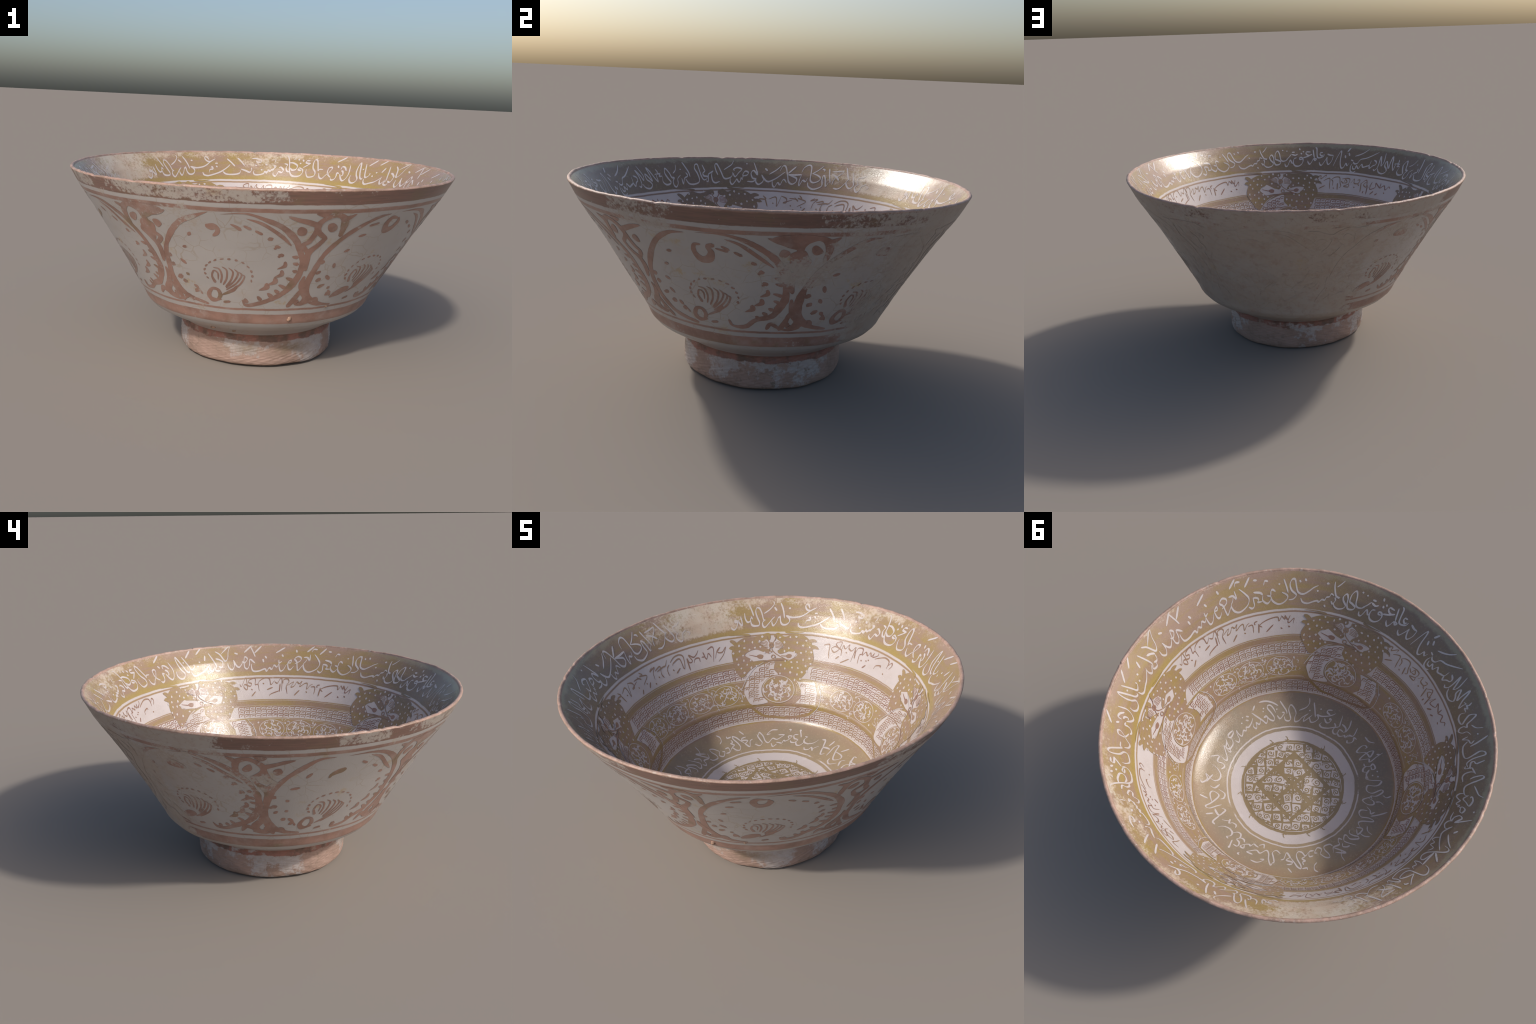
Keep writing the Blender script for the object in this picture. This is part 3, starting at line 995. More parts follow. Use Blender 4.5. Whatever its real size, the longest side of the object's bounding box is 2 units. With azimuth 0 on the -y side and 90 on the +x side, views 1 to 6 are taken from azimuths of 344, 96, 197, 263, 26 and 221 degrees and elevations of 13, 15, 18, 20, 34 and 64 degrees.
pull(71.1, (3, 7.9), (3.9, 6.8), (3, 4.5), (1.7, 4.5), (1.1, 3.3), (-0.2, 4.1), (-1.1, 2.9), (-2.6, 2.9), (-3, 1.5), (-4.9, 0.6))
pull(72.1, (-0.4, 8.9), (0.4, 7.7))
pull(72.2, (-0.5, 8.8), (0.5, 7.8))
pull(72.4, (5.7, 8.1), (6.8, 7), (5.6, 5.7), (4.6, 4.7), (3.1, 3.6), (1.7, 3.5), (0.9, 2.1), (-0.7, 2.9), (-1.3, 1.6), (-4.2, 0.5), (-7, 0.6), (-7.9, 2.2), (-7.4, 3.9))
pull(74.1, (-0.3, 4.5), (0.4, 3.8))
pull(75.9, (-3.5, 13), (-0.5, 13), (2.6, 11.7), (2.1, 10.2), (-0, 10.1), (-0.7, 11.2))
pull(76.5, (-0.4, 7.8), (0.5, 6.9))
pull(79.9, (-4.5, 4.4), (-1.5, 3.3), (1.1, 2.2), (2.4, 4), (2.3, 5.6))
pull(82.6, (-2.2, 13.3), (0.1, 10.3), (2.1, 6.9))
pull(86.6, (-6.3, 2.4), (-4.1, 0.6), (0.7, 0.4), (4.4, 1.3), (5.7, 3.6))
pull(86.8, (-2.4, 12.4), (0.2, 9.3), (2.3, 6.3))
pull(89.8, (-4.6, 1.7), (-1.1, 3.5), (1.9, 5.7), (4, 7.9))
pull(93.0, (-0.9, 8.6), (0.8, 8.7))
pull(93.2, (-0.3, 6.5), (0.4, 5.6))
pull(95.9, (-5.9, 2), (-5.2, 0.2), (-2.7, -0.5), (0.9, 0.3), (4.5, 1.5), (8.1, 3))
pull(95.9, (0.2, 5.5), (1.1, 5.8), (1.5, 4.4), (0.2, 4.1), (-0.9, 3.6), (-1.6, 1.8))
pull(96.6, (1.1, 11.6), (0.1, 13.6), (-1.3, 13.8), (-1.5, 12.1), (-0.1, 10.3), (2, 10.2))
pull(98.8, (-9.2, 6.3), (-5.5, 5.3), (-0.9, 5.9), (2.2, 7.4), (5.2, 9.9), (9.1, 12.3))
pull(103.4, (-0.6, 11), (0.5, 11))
pull(105.4, (1.1, 6.3), (3.1, 4.5), (3.1, 2.5), (1.3, 0.9), (-1, 0.9), (-2.2, 2.7), (-2.5, 5), (-3.2, 5.7))
pull(106.0, (-1.6, 14.3), (-0.2, 11), (0.6, 7.7), (1, 4.7))
pull(108.8, (-0.7, 11.6), (0.7, 9.4))
pull(108.9, (3.2, 6.1), (1.8, 5), (0.5, 2.2), (-1.2, 0.3), (-2.1, 1.8), (-2.1, 3.3))
pull(111.1, (2.6, 15.3), (2.6, 13.4), (0.5, 10.7), (-1.8, 8.9), (-3.6, 7.8))
pull(112.3, (4.9, 5.7), (3.2, 4.1), (1.3, 1.9), (-1.1, -0.5), (-2.4, 0.2), (-2.7, 2.1), (-1.9, 3.4), (-0.9, 4))
pull(116.0, (4.8, 3.8), (3.7, 4.3), (2.8, 8.5), (1.6, 11.3), (0, 11.6), (-0.8, 9.3), (-0.1, 5.9), (1.1, 2.7), (0.7, 0.9), (-1.8, 0.6), (-3.6, 1.4), (-4.2, 3.5), (-4.2, 5.8))
pull(118.0, (-1.3, 14.1), (-0, 10.4), (1, 6.6))
pull(119.5, (-2.1, 8.9), (-2, 5.6), (-0.8, 3.3), (0.8, 3.8), (1.5, 6), (2.5, 4.8))
pull(122.8, (0.4, 6.9), (0.9, 4), (0.8, 1.5), (-0.8, 3.3), (-1, 5.1))
pull(125.1, (2, 4.6), (0.2, 5), (0.5, 3.8), (1.7, 3.9), (1, 1.2), (-0.8, -0.4), (-2.3, 0.5), (-2.6, 1.6))
pull(144.5, (-0.3, 1.7), (1, 3.1), (-0.7, 4.1))
pull(147.9, (-0.7, 5), (-2.4, 3.8), (-2.7, 1.5), (-1, -0.4), (0.6, 0.4), (1.5, 3.7), (4.3, 5.3))
pull(148.6, (3.1, 11.3), (1.2, 9.7), (-1.2, 9.3), (-2.1, 7.8), (-0.6, 4.4))
pull(152.5, (-0.9, 7.8), (-2.7, 5.2), (-1.8, 2.9), (0.3, 1.2), (2.2, 2.1), (2.7, 4.1), (1.1, 8), (-0.5, 12.3))
pull(154.9, (-2, 15.5), (-0.2, 11.2), (2.1, 6.7))
pull(156.2, (-4.4, 0.1), (-1.9, -0.2), (0.4, 1.2), (2.3, 4), (3.8, 7))
pull(159.2, (-3.5, 11.7), (0.1, 12.2), (3.7, 12.8), (2.3, 9.9), (0, 7.6), (-1.2, 4.8), (-1.3, 2.3))
pull(159.4, (-3, 9.9), (0.2, 8.2), (2.8, 5.6))
pull(162.1, (-1.3, 13.7), (-0.2, 9.1), (1.6, 3.4))
pull(165.0, (-1, 13), (0.4, 12.6), (0.6, 11.3))
pull(165.6, (-7.5, 2.2), (-6.7, -0.3), (-3.7, -2), (-0.4, -1.1), (2, 1), (1.4, 4.7), (1.6, 8.2), (3.2, 6.4), (4.5, 0.8), (6, 3.8))
pull(167.4, (-3, 9), (0, 11.4), (3.3, 15.3))
pull(169.4, (-6.9, 9.3), (-5.9, 13), (-3.3, 15.2), (-1.3, 14), (-0.7, 8.4), (-0.3, 4), (1.9, 2.5), (5.2, 4), (5.9, 6.2), (3.5, 8), (0.2, 9))
pull(172.8, (-1.1, 7.5), (-2.1, 3.3), (-1.7, -0.4), (0, 3.5), (1.9, 2.8), (3, 5.5))
pull(176.2, (-4.5, 6.8), (0.1, 6.9), (4.3, 7.5))
pull(177.6, (-2.2, 7.9), (2.3, 13.4))
pull(178.8, (-5.8, 9.3), (-4.7, 12.8), (-3.3, 13.6), (-2, 11.6), (-0.7, 6.1), (0.4, 1.9), (2.7, 0.4), (5.1, 2.2), (5.1, 4.6), (2.6, 5.8), (-0.4, 6.8))
pull(182.6, (-4.3, 1.7), (-3.9, -1.1), (-2.5, -2.2), (-0.8, 0.9), (0.8, -0.6), (2.3, 2.8), (3.5, 3.1), (4.8, 1.1))
pull(184.2, (-3.9, 6.5), (0.4, 9.9), (3.5, 13.5))
pull(185.6, (-6.6, 5.9), (-5.1, 3.3), (-2.5, 1.3), (1.3, 2.9), (5, 5.7), (8.4, 8.8))
pull(187.9, (-0.7, 10.8), (0.7, 9))
pull(190.8, (-2.1, 3.6), (-2.2, 0.7), (-0.5, -0.9), (2, 0.9), (2.7, 2.9))
pull(193.2, (0.6, 15.1), (1.8, 10.5), (2.6, 5.7), (0.3, 8.9), (-1.5, 6.8), (-0.7, 3.5), (1.4, 2.6), (-0.7, 0.9), (-4.2, 1))
pull(195.6, (-0.2, 14.3), (0.2, 13.7))
pull(196.9, (-1.2, 4.7), (1.5, 5.3), (2.6, 7.2), (0.8, 8.2), (-0.9, 6.1), (-1, 4.2), (-1.7, 2.4))
pull(200.2, (-2.4, 7), (-1, 4.1), (1.6, 7), (3.8, 9.6), (1.1, 10.8), (-1.5, 9.5), (-0.9, 8.5))
pull(200.4, (-3.9, 3.1), (-4.1, 0.3), (-2.9, -1.3), (-0.8, 0.9), (0.2, 2.3), (1.4, 0.4), (2.5, 1.3), (3.1, 3.3), (3.9, 1.9))
pull(202.7, (3.4, 16.2), (1.7, 13.1), (-1, 11), (-3.9, 8.9))
pull(206.0, (-3.1, 5.2), (-3.9, 8.4), (-4, 12.4), (-2.7, 13.5), (-1.6, 10.9), (-0.6, 6.9), (0.6, 3.1), (2.8, 2.7), (5.6, 4.1), (6.7, 6.5))
pull(209.7, (3.1, 0.6), (0.1, -0.2), (-1.4, 1.3), (-1.5, 5), (-0.4, 7.9))
pull(211.2, (2.5, 8.1), (0.4, 6.7), (-1.3, 5.5), (-1.3, 4.1))
pull(213.3, (-0.5, 12.7), (0, 9.9), (0.2, 7.9), (-1.4, 6.5), (-1.1, 4.6), (1.4, 3.9), (1.1, 0.9), (-0.2, 1.1))
pull(216.9, (-8.3, 2.7), (-6.7, -0.3), (-3.6, -0.9), (-0.2, 0.1), (1, 2.4), (0.4, 6.6), (-0.5, 10), (0.5, 12.7), (2.2, 13), (2.4, 9), (2.7, 4.6), (3.9, 1.9), (6.3, 2.7))
pull(220.8, (-1.4, 14.9), (-0.4, 11.7), (0.7, 7.7), (1, 4.2))
pull(222.7, (-2.1, 3.3), (-1.9, -0.4), (-0.2, 3.2), (2.4, 4.9), (1.7, 7.2))
pull(223.5, (-0.1, 9.8), (0.2, 9.3))
pull(226.0, (-2.2, 6.9), (0.4, 9.3), (1.9, 13.2))
pull(229.1, (-5.5, 5.1), (-6.3, 1.8), (-4.5, -0.2), (-1.8, 0.1), (-0.7, 1.4), (-2, 3.9), (-3.1, 7.3), (-1.6, 10.8), (-0, 7.9), (0.9, 4.4), (2.5, 3.8), (1.1, 1.8), (0.9, -1), (2.2, -2.1), (4.1, 0.1), (4.9, 3.3), (7.6, 5.6))
pull(234.0, (-1, 10.5), (-0.4, 8.4), (-1.1, 7.3), (0.9, 7.1), (-0.3, 5.6), (1.9, 5.5))
pull(238.9, (-7.9, 1.6), (-6.2, -0.9), (-2.9, -1.6), (-0.4, 0.4), (-1.2, 2.5), (-3, 4.1), (-3.2, 6.8), (-2.3, 7.4), (0.7, 2.8), (0.6, 6.3), (0.4, 11.9), (1.7, 9.9), (3.1, 5.4), (5, 2.1), (5.3, 5.3), (5.7, 7.1), (4.2, 6.5))
pull(244.0, (-3.4, 0.7), (-2.3, -0.1), (-0.7, 2), (-0.4, 6.1), (-0.9, 10.9), (1.1, 6.7), (2, 3.9), (3.2, 7), (1.9, 13.9))
pull(246.3, (-1.3, 7.4), (0.7, 6.3), (0.9, 4.5), (-0.2, 3.4))
pull(247.7, (-1.9, 3.4), (-1, 1), (0.7, 2.8), (2.3, 3.9))
pull(252.8, (-6.9, 4.5), (-5.6, 3.2), (-3.5, 3.8), (-1.6, 6.8), (2.1, 8.1), (6, 10.5), (10.8, 14))
pull(253.1, (-6.1, 1.5), (-5.5, -0.6), (-3.7, -0.4), (-3.4, 1.9), (-1.4, -0.1), (-0.3, 2.2), (0.6, 3.2), (1.9, 1.3), (4, 2), (6.5, 3.4), (7.3, 6.9))
pull(254.0, (-4.9, 9), (-1.1, 10.8), (1.9, 13), (4.3, 15.7))
pull(257.0, (2.7, -2.2), (0.9, -3.4), (-1.1, -2.5), (-1.7, 0.7), (-0.8, 3.5))
pull(257.9, (-0.9, 5.9), (0.8, 5.2))
pull(260.0, (-0.5, 11.2), (0.5, 9))
pull(260.5, (-0.9, 12.4), (0.8, 15.5))
pull(261.6, (-0.3, 9.1), (0.4, 6.9))
pull(262.8, (-6, 0.4), (-4.3, 6.5), (-2.5, 12.3), (-1.6, 10.6), (-1.2, 3.4), (0.2, -0.6), (1.9, 0), (3.1, 2.9), (4.4, 1.3), (5.7, 3.5))
pull(268.8, (-2.2, 9.6), (-0, 8.7), (2.3, 8.7))
pull(270.4, (4.8, 8.5), (4.3, 5), (2.5, 1.8), (1.2, 2), (0.4, 4.8), (0.4, 6.8), (-0.8, 4.3), (-3, 0.7), (-4.4, 1.4), (-5, 3))
pull(272.8, (0.6, 10.7), (-1.1, 10.4), (-1.1, 8.9), (0.1, 8), (1.3, 9))
pull(274.0, (-3.1, 14.8), (-2.1, 13.8), (-1.6, 9.4), (-0.9, 6.7), (0.7, 6.3), (3.2, 7.5), (4, 9.5))
pull(276.5, (-0.7, 13), (0, 9.3), (0.7, 6))
pull(277.1, (1.6, 6), (3.2, 5.2), (2.2, 4.3), (1, 5.4), (-0.3, 2.7), (-1.5, 1.3), (-2.7, 2.6), (-3.1, 4))
pull(278.7, (1.1, 11), (-1.8, 11), (-1.9, 9.3), (0.1, 8.1), (2.2, 9.3))
pull(279.2, (3.1, 9.1), (0.1, 7.3), (-3.3, 6.1))
pull(281.2, (-0.2, 11.7), (0.2, 10.7))
pull(282.1, (-0.1, 10.2), (0.1, 9))
pull(282.8, (-0.3, 14), (0.2, 12.5))
pull(283.3, (-1.6, 6.3), (-3.3, 5.4), (-3.9, 2.6), (-2.8, 0.3), (-0.2, -0.2), (2.3, 1.6), (3.2, 4.4), (2.3, 6.3), (0.6, 6.1), (1, 4.9), (2.7, 5.1))
pull(285.0, (-2.1, 9.1), (0.2, 8.3), (2, 9.3))
pull(285.7, (-1, 10.8), (1, 10.9))
pull(287.7, (-2.1, 4.8), (-0, 6.9), (2, 9.6))
pull(288.0, (-2.8, 1.9), (-2.4, 0), (-1.1, -0), (0.1, 2.3), (1.2, 4.5), (2.4, 2.2), (3.1, 2.6))
pull(288.6, (-0, 12.2), (0.1, 11.5))
pull(290.4, (-0.2, 12.9), (0.2, 12.2))
pull(294.1, (-8.8, 2.5), (-7.9, 0.5), (-5.8, -0.4), (-3.1, 0.4), (-1.8, 2.6), (-3.6, 5.1), (-4, 7.4), (-2.4, 9.1), (-1.3, 6.8), (-1.1, 3.5), (-0, 1.2), (2.6, 1.6), (3.6, 3.4), (1.6, 4.8), (-0, 5.8), (0.3, 9.7), (2.3, 12.2), (3.4, 9.6), (3.8, 5.2), (5.4, 3.8), (8.1, 4.6), (10, 6.9))
pull(298.5, (2, 15.8), (0.1, 13.4), (-1.7, 11.5))
pull(299.5, (-1.7, 14.1), (-1.3, 10.8), (0.2, 6.7), (2.3, 5.9), (0.6, 6.2))
pull(299.9, (-1.4, 3.1), (-0.3, 1.7), (0.9, 3.9), (0.5, 5.8))
pull(302.7, (-0.4, 12.9), (0.3, 12.1))
pull(302.9, (-0.3, 0.2), (0.3, -0.9))
pull(303.0, (-0.2, 12.7), (0.2, 12))
pull(305.3, (-10.3, 2.7), (-9, 0.6), (-6.2, 0), (-2.9, 1.4), (-0.9, 2), (0, 1.4), (1.6, 3), (3.3, 3.1), (4, 4.7), (5.7, 5.5), (6.6, 7.2), (8.2, 6.5))
pull(306.1, (-0.3, 7.9), (0.3, 7.3))
pull(310.5, (-0.3, 13.6), (0.3, 12.4))
pull(312.4, (-0.3, 12.7), (0.3, 11.6))
pull(312.8, (-5.5, 1.8), (-3, 2.3), (-1.4, 4.6), (-4, 7.1), (-5.1, 10.3), (-4.1, 12.9), (-2.3, 13.1), (-1.4, 9.1), (-0.3, 6.1), (2.5, 5.2), (5.7, 7), (8.2, 9.1), (10.9, 10.6))
pull(317.3, (-1.2, 13.4), (0.1, 9.4), (1, 5.8))
pull(319.6, (-5.4, 4.6), (-4.3, 1.6), (-1.3, -0.4), (1.7, 0.3), (4.1, 2.7), (3.8, 4.7), (1.1, 6.3))
pull(319.7, (-0.2, 11.1), (0.3, 10.5))
pull(322.8, (-2.4, 5.1), (-0.5, 4.8), (-0.1, 7.2), (0.9, 8.1), (2.5, 7))
pull(324.4, (-1.3, 11), (-0.4, 13.2), (1.5, 12.9))
pull(324.7, (-1.9, 5.6), (-2.2, 2.8), (-0.1, 0.7), (1.5, 1.4), (2.6, 3.3))
pull(327.3, (-2.8, 8.1), (0.7, 7.3), (2.1, 5.9))
pull(327.9, (-0.9, 14.6), (1, 14.3))
pull(328.0, (-2.5, 5.1), (-0.4, 4.8), (0.6, 3.6), (-0.1, 2.2), (2.5, 2.2))
pull(330.1, (-2.3, 0.5), (-0.6, -0.7), (0.9, 0.5), (0.9, 3.1), (0.8, 5.1))
pull(330.7, (-1.8, 12), (1.8, 16.7))
pull(334.3, (-1.7, 13.5), (-0.5, 15.5), (2, 15.4))
pull(334.7, (-2.9, 8.7), (-3.8, 6.4), (-5.2, 4.1), (-4.1, 0.7), (-1.4, -0.9), (1.9, 0.1), (4.6, 2.3), (5.6, 5.5), (3.9, 8.6), (1.3, 11.7))
pull(335.9, (-2, 13.3), (2.1, 17.5))
pull(336.5, (-2.6, 9.1), (-0.1, 9), (1.5, 6.8), (1.3, 11.5))
pull(340.2, (-2.3, 4.3), (1.1, 6.5), (1.4, 8.7), (-0.7, 9.6), (-2.7, 7.7), (-1.2, 5.6), (-0.6, 2), (0.1, -0.1), (2.1, 2.4), (3.4, 4.1))
pull(341.4, (-0.3, 14.4), (0.2, 12.5))
pull(343.8, (-1.4, 4.8), (0.5, 4.9), (0.6, 6.7), (-1, 5.5), (-1.4, 3.7), (-0.7, 0.7), (0.8, 0.4), (2.6, 2.8))
pull(347.0, (-0.4, 10.7), (0.4, 9.1))
pull(347.2, (-2, 4.2), (-1.7, 1.6), (-0.8, -0.8), (1.1, 0.1), (3.1, 4))
pull(348.0, (-2.8, 12), (3, 16))
pull(348.1, (-0.7, 6.8), (-0.4, 4.7), (1.3, 5.8))
pull(354.0, (-0.4, 9.6), (0.5, 7.9))
pull(354.4, (-9.1, 4.2), (-8.9, 1.3), (-7.7, -0.8), (-4.2, -0.8), (-0.3, 0.6), (0.9, -1), (2.7, 1.3), (4.4, 0.3), (5.9, 3.1), (7.6, 1.9), (9.2, 4.2))
pull(355.1, (-0.2, 7.4), (0.2, 5.2))
pull(357.0, (-2.4, 12.2), (2.4, 17.2))
pull(359.1, (-1.5, 17.2), (0.3, 12.1), (1.1, 9.2))
pull.close()

# dark verse on the white band, written with its feet to the lip
band_pull = Scribe(float(INN.s_of_z(.772)), .0092, M_BROWN, parts["inner_wall"], "band_inscription_word")
band_pull(0.2, (-1.3, -9.3), (1.4, -6.3))
band_pull(0.9, (-0.3, -4.5), (0.3, -5.3))
band_pull(2.0, (-6.2, -1.1), (-5.1, -2.4), (-2.1, 3), (-1.4, 0.5), (-1.5, -4.8), (-3.6, -3.1), (-2.8, -1.3), (0.5, -2.7), (1.6, -0.9), (-0.2, -0.1), (0.5, 1.6), (4.3, 2.4), (4, -1.7), (5.8, -1.6), (6.4, -6))
band_pull(53.0, (-1.6, -1.5), (0.3, 0.7), (1.3, -0.8), (-0.1, -3.3))
band_pull(55.1, (-0.5, -7.1), (0.4, -7.3))
band_pull(57.1, (-7.3, -1.6), (-3.8, 0.2), (-0.2, 1.5), (3.4, 0.9), (4, -1.1), (3.6, -3.7))
band_pull(59.4, (-2.2, -6.9), (-1.5, -4.9), (1.7, -3.8), (2.2, -4.8))
band_pull(65.1, (-5.6, 0.2), (-5.3, -2), (-3.5, 0.3), (-1.6, -1.4), (-0.3, 0.8), (1.1, -1), (2.4, 1.2), (2.3, -1.1), (5.6, 0.9), (5.5, 2.2))
band_pull(65.1, (-0.4, -3.5), (0.4, -3.7))
band_pull(66.1, (-0.4, -4.3), (0.4, -4.6))
band_pull(66.3, (-0.9, -8.9), (1, -6.8))
band_pull(68.5, (-0.4, -5), (0.4, -5.4))
band_pull(70.5, (-2.7, -1.5), (-1.5, 1.1), (1.7, 1.4), (1.7, -1.7), (0.4, -2.5), (0.7, -7.8))
band_pull(72.4, (-0.3, -0.7), (0.3, -5.4))
band_pull(75.7, (-4.9, -2.3), (-4.3, 0.5), (-2.7, -1.3), (-0.5, 1.7), (-0.4, -0.4), (1.8, -1.5), (3.9, 1), (4, -0.8), (3, -7.7))
band_pull(76.5, (-2.6, -10), (2.6, -6.5))
band_pull(76.6, (-0.4, -3.1), (0.3, -3.5))
band_pull(80.3, (-1.3, -1.1), (-2.7, 0.5), (-1, 1.9), (1, 1.9), (0.4, -1.6), (1.7, -2.7), (2, -5.8))
band_pull(80.3, (-1, -8.2), (0.9, -6.4))
band_pull(82.6, (-2.1, -2.8), (0.5, -1.1), (3.3, -2.1), (0.4, -4.7), (-2, -3.1))
band_pull(85.5, (-3.1, -1.6), (0.6, -0.6), (1, -5.1), (1.6, -9))
band_pull(133.5, (-3.4, -7.2), (-1.9, -3.4), (0.6, -1.3), (-1.4, -3.8), (1.4, -4.4), (4.1, -1.7), (2, -5.9), (-1.8, -9.5))
band_pull(137.1, (-2.3, -1.1), (0.7, -0), (1.5, -1.9), (-0.1, -9.1))
band_pull(140.0, (-2.8, -4.7), (-0.9, -4.5), (-1.4, -2), (-0.2, -6.4), (1.8, -3.4), (3.2, -6))
band_pull(144.4, (-2.3, -6.6), (-1, -4.6), (1.5, -4.7), (1.6, -7.1))
band_pull(146.2, (-3.4, -2.7), (-2.6, -5.7), (-0.5, -5.2), (-2, -1.3), (0.8, -3.3), (3.1, -2.1), (5, -0))
band_pull(148.8, (0.1, -3.1), (-0, -10.2))
band_pull(153.1, (-5.1, -1.8), (-1.5, 0.4), (2.5, 0.6), (4.3, -1.4), (3.4, -6.5), (2.2, -7.8), (1.6, -1.7), (-2.8, -2.6), (-4.4, -3.9))
band_pull(154.4, (1.7, -7), (-1.6, -9.1))
band_pull(156.4, (-0.3, -6.2), (0.1, -7.1))
band_pull(158.7, (1.7, -2.6), (-0.7, -4.7), (-1, -8.7))
band_pull(160.6, (4, 0.5), (1.8, -2.3), (-0.4, -2.5), (-5.3, -3.6))
band_pull(163.0, (-2.9, -2.6), (1.5, -1.4), (0.4, -5.7), (1.1, -8.4))
band_pull(164.5, (-0.1, -6.4), (0.2, -7.3))
band_pull(166.3, (0.6, 0.2), (-2, -1.6), (2.4, -0.4), (0, -3.1), (-0.9, -6.9))
band_pull(167.3, (-0.2, -8.9), (0.2, -9.8))
band_pull(170.5, (1, -6.9), (-1, -9.6))
band_pull(171.7, (-0.1, -6.2), (0.2, -7))
band_pull(172.4, (-0.9, 1.2), (0.9, -0.8), (-1.6, -0.8), (3.6, -2.6), (-1.6, -6.3))
band_pull(175.1, (-3.2, -1.2), (0.9, -1.4), (2.4, -2.7), (0.1, -0.4))
band_pull(175.6, (0.7, -8.3), (-0.8, -10.6))
band_pull(176.6, (-0.1, -5.6), (0.2, -6.5))
band_pull(178.9, (-3, 0.1), (0.2, -1.4), (0.5, -4.1), (-1.5, -4.2), (4, -2.2))
band_pull(183.4, (-4.4, -2.4), (-0.5, -0.8), (0.6, -2.6), (0.8, -7.1), (3.5, 0.1))
band_pull(184.6, (-0.1, -4.7), (0.2, -5.5))
band_pull(187.6, (-0.7, -2.4), (0.7, -7.5))
band_pull(189.6, (0.8, -0.3), (2.5, -2.5), (-1.8, -2.6), (-1.7, -5.1))
band_pull(236.0, (-0.5, -6.2), (0.6, -6.7))
band_pull(239.9, (-8.6, -5.1), (-6.7, -0.5), (-7.2, -5.5), (-3, -3.6), (-3.5, -0.6), (0.5, -3.3), (0.8, -0.2), (0.9, -3.5), (4, -1.4), (5.8, -4.1), (8.1, -1.5), (9.6, -2.6))
band_pull(240.6, (-0.8, -9), (0.9, -7.6))
band_pull(243.4, (-1.1, -9.1), (1.2, -6.6))
band_pull(246.6, (-0.2, -3.1), (0.1, -9.6))
band_pull(248.5, (-2.8, -2.4), (0.8, 0.5), (1.9, -4.3), (-0.3, -3.8), (-0.5, -2.4), (1.2, -0.9))
band_pull(248.5, (-0.2, -9.2), (0.2, -7.5))
band_pull(250.3, (-0.4, -2.1), (0.3, -8.7))
band_pull(251.7, (0.3, -0.7), (-0.8, -3), (0.4, -4.3))
band_pull(253.6, (-3.6, -3), (-1.5, 0.2), (-1.1, -2.8), (2.1, -2.7), (2.9, -0.1), (0.9, -0.4))
band_pull(254.1, (-0.3, -5.5), (0.5, -6))
band_pull(258.3, (-4, -0.6), (-0.5, 0.2), (1.9, -0.4), (1.2, -3.8), (-2.1, -5.7), (1.6, -5.9), (1.5, -3.7))
band_pull(259.8, (-2.4, -2.1), (-0.4, -3.5), (0.7, -0.7), (2.2, -2.7), (0.1, -3.5))
band_pull(263.1, (-0.2, -3.9), (0.3, -8.7))
band_pull(263.2, (-4.9, -1.4), (-2.4, 0.4), (0.9, 0.4), (1.8, -3.2), (2.8, -5.9), (1.6, -7))
band_pull(265.0, (-0.4, -7.4), (0.4, -7.9))
band_pull(266.0, (-0.9, -1.4), (0.4, -3), (0.3, -6.1))
band_pull(268.2, (-3.4, -2.6), (-0.6, -1), (1.1, -1), (1.3, -5.3), (1.5, -8.6))
band_pull(271.2, (-2.1, -8.4), (2.1, -6.1))
band_pull(271.8, (-2.7, -3.9), (-2.1, -2.4), (-3.1, -0.2), (-0.5, 0.9), (-0.3, -1.3), (2.5, 1.1), (3.5, 1.4), (2.9, -0.5))
band_pull(271.8, (-0.3, -4.5), (0.4, -5.2))
band_pull(316.3, (-0.4, -6), (0.6, -6.6))
band_pull(316.6, (-3.9, 0.6), (-1.9, -1.6), (-1.9, 0.5), (-0.1, -2), (1.1, 0.7), (-0.2, -2.9), (0.7, -3.7), (3.3, -1.1), (2.9, -4.3))
band_pull(319.5, (-0.4, -6.8), (0.5, -7.5))
band_pull(323.7, (-5.4, -4.9), (-6.7, -3.4), (-2.4, -1.1), (3.8, -0), (4.7, -2.4), (6.4, 0.2))
band_pull(324.4, (-2.1, -8.3), (2.2, -4.4))
band_pull(329.0, (0.3, -2.6), (-0.3, -8.1))
band_pull(330.0, (-0.5, -2.7), (-0.7, -1.2), (1.1, -0.7))
band_pull(332.0, (-1.8, -2.4), (0.8, -2.5), (0.8, -7.2))
band_pull(335.1, (-0.4, -5.7), (0.4, -6.4))
band_pull(338.3, (-8.6, -2.4), (-4.6, 0.2), (-6.1, -3.2), (-4, -2.5), (-2.4, 0.3), (-0.8, -0.8), (0.9, 0.9), (-0.3, -2.7), (2.6, -0.6), (4.5, -0.4), (4.5, -4.1), (6.4, -1.6), (8.2, -0.5))
band_pull(339.6, (-1.6, -8.7), (1.5, -5.1))
band_pull(344.9, (-2.1, -1.1), (-1.9, 1.3), (0.8, 2.1), (1.8, 0.2), (0.2, -2.9), (1, -7.9))
band_pull(347.8, (-0.2, -6.5), (0.2, -1.2))
band_pull(348.1, (-3, 0.1), (-1.2, -0.9), (0.6, 1.9), (1.8, 1.6), (1.7, -6.2))
band_pull(350.9, (4.1, -5.9), (-1.4, -8.1), (-2.6, -9.6))
band_pull(352.4, (-1.8, -5.2), (1.9, -3.7))
band_pull(354.0, (-5.6, -2), (-4.3, 0.8), (-0.6, 2.6), (2.1, 1.9), (3, -1.9), (5.5, 1))
band_pull(355.3, (-0.4, -0.8), (0.3, -1.5))
band_pull.close()

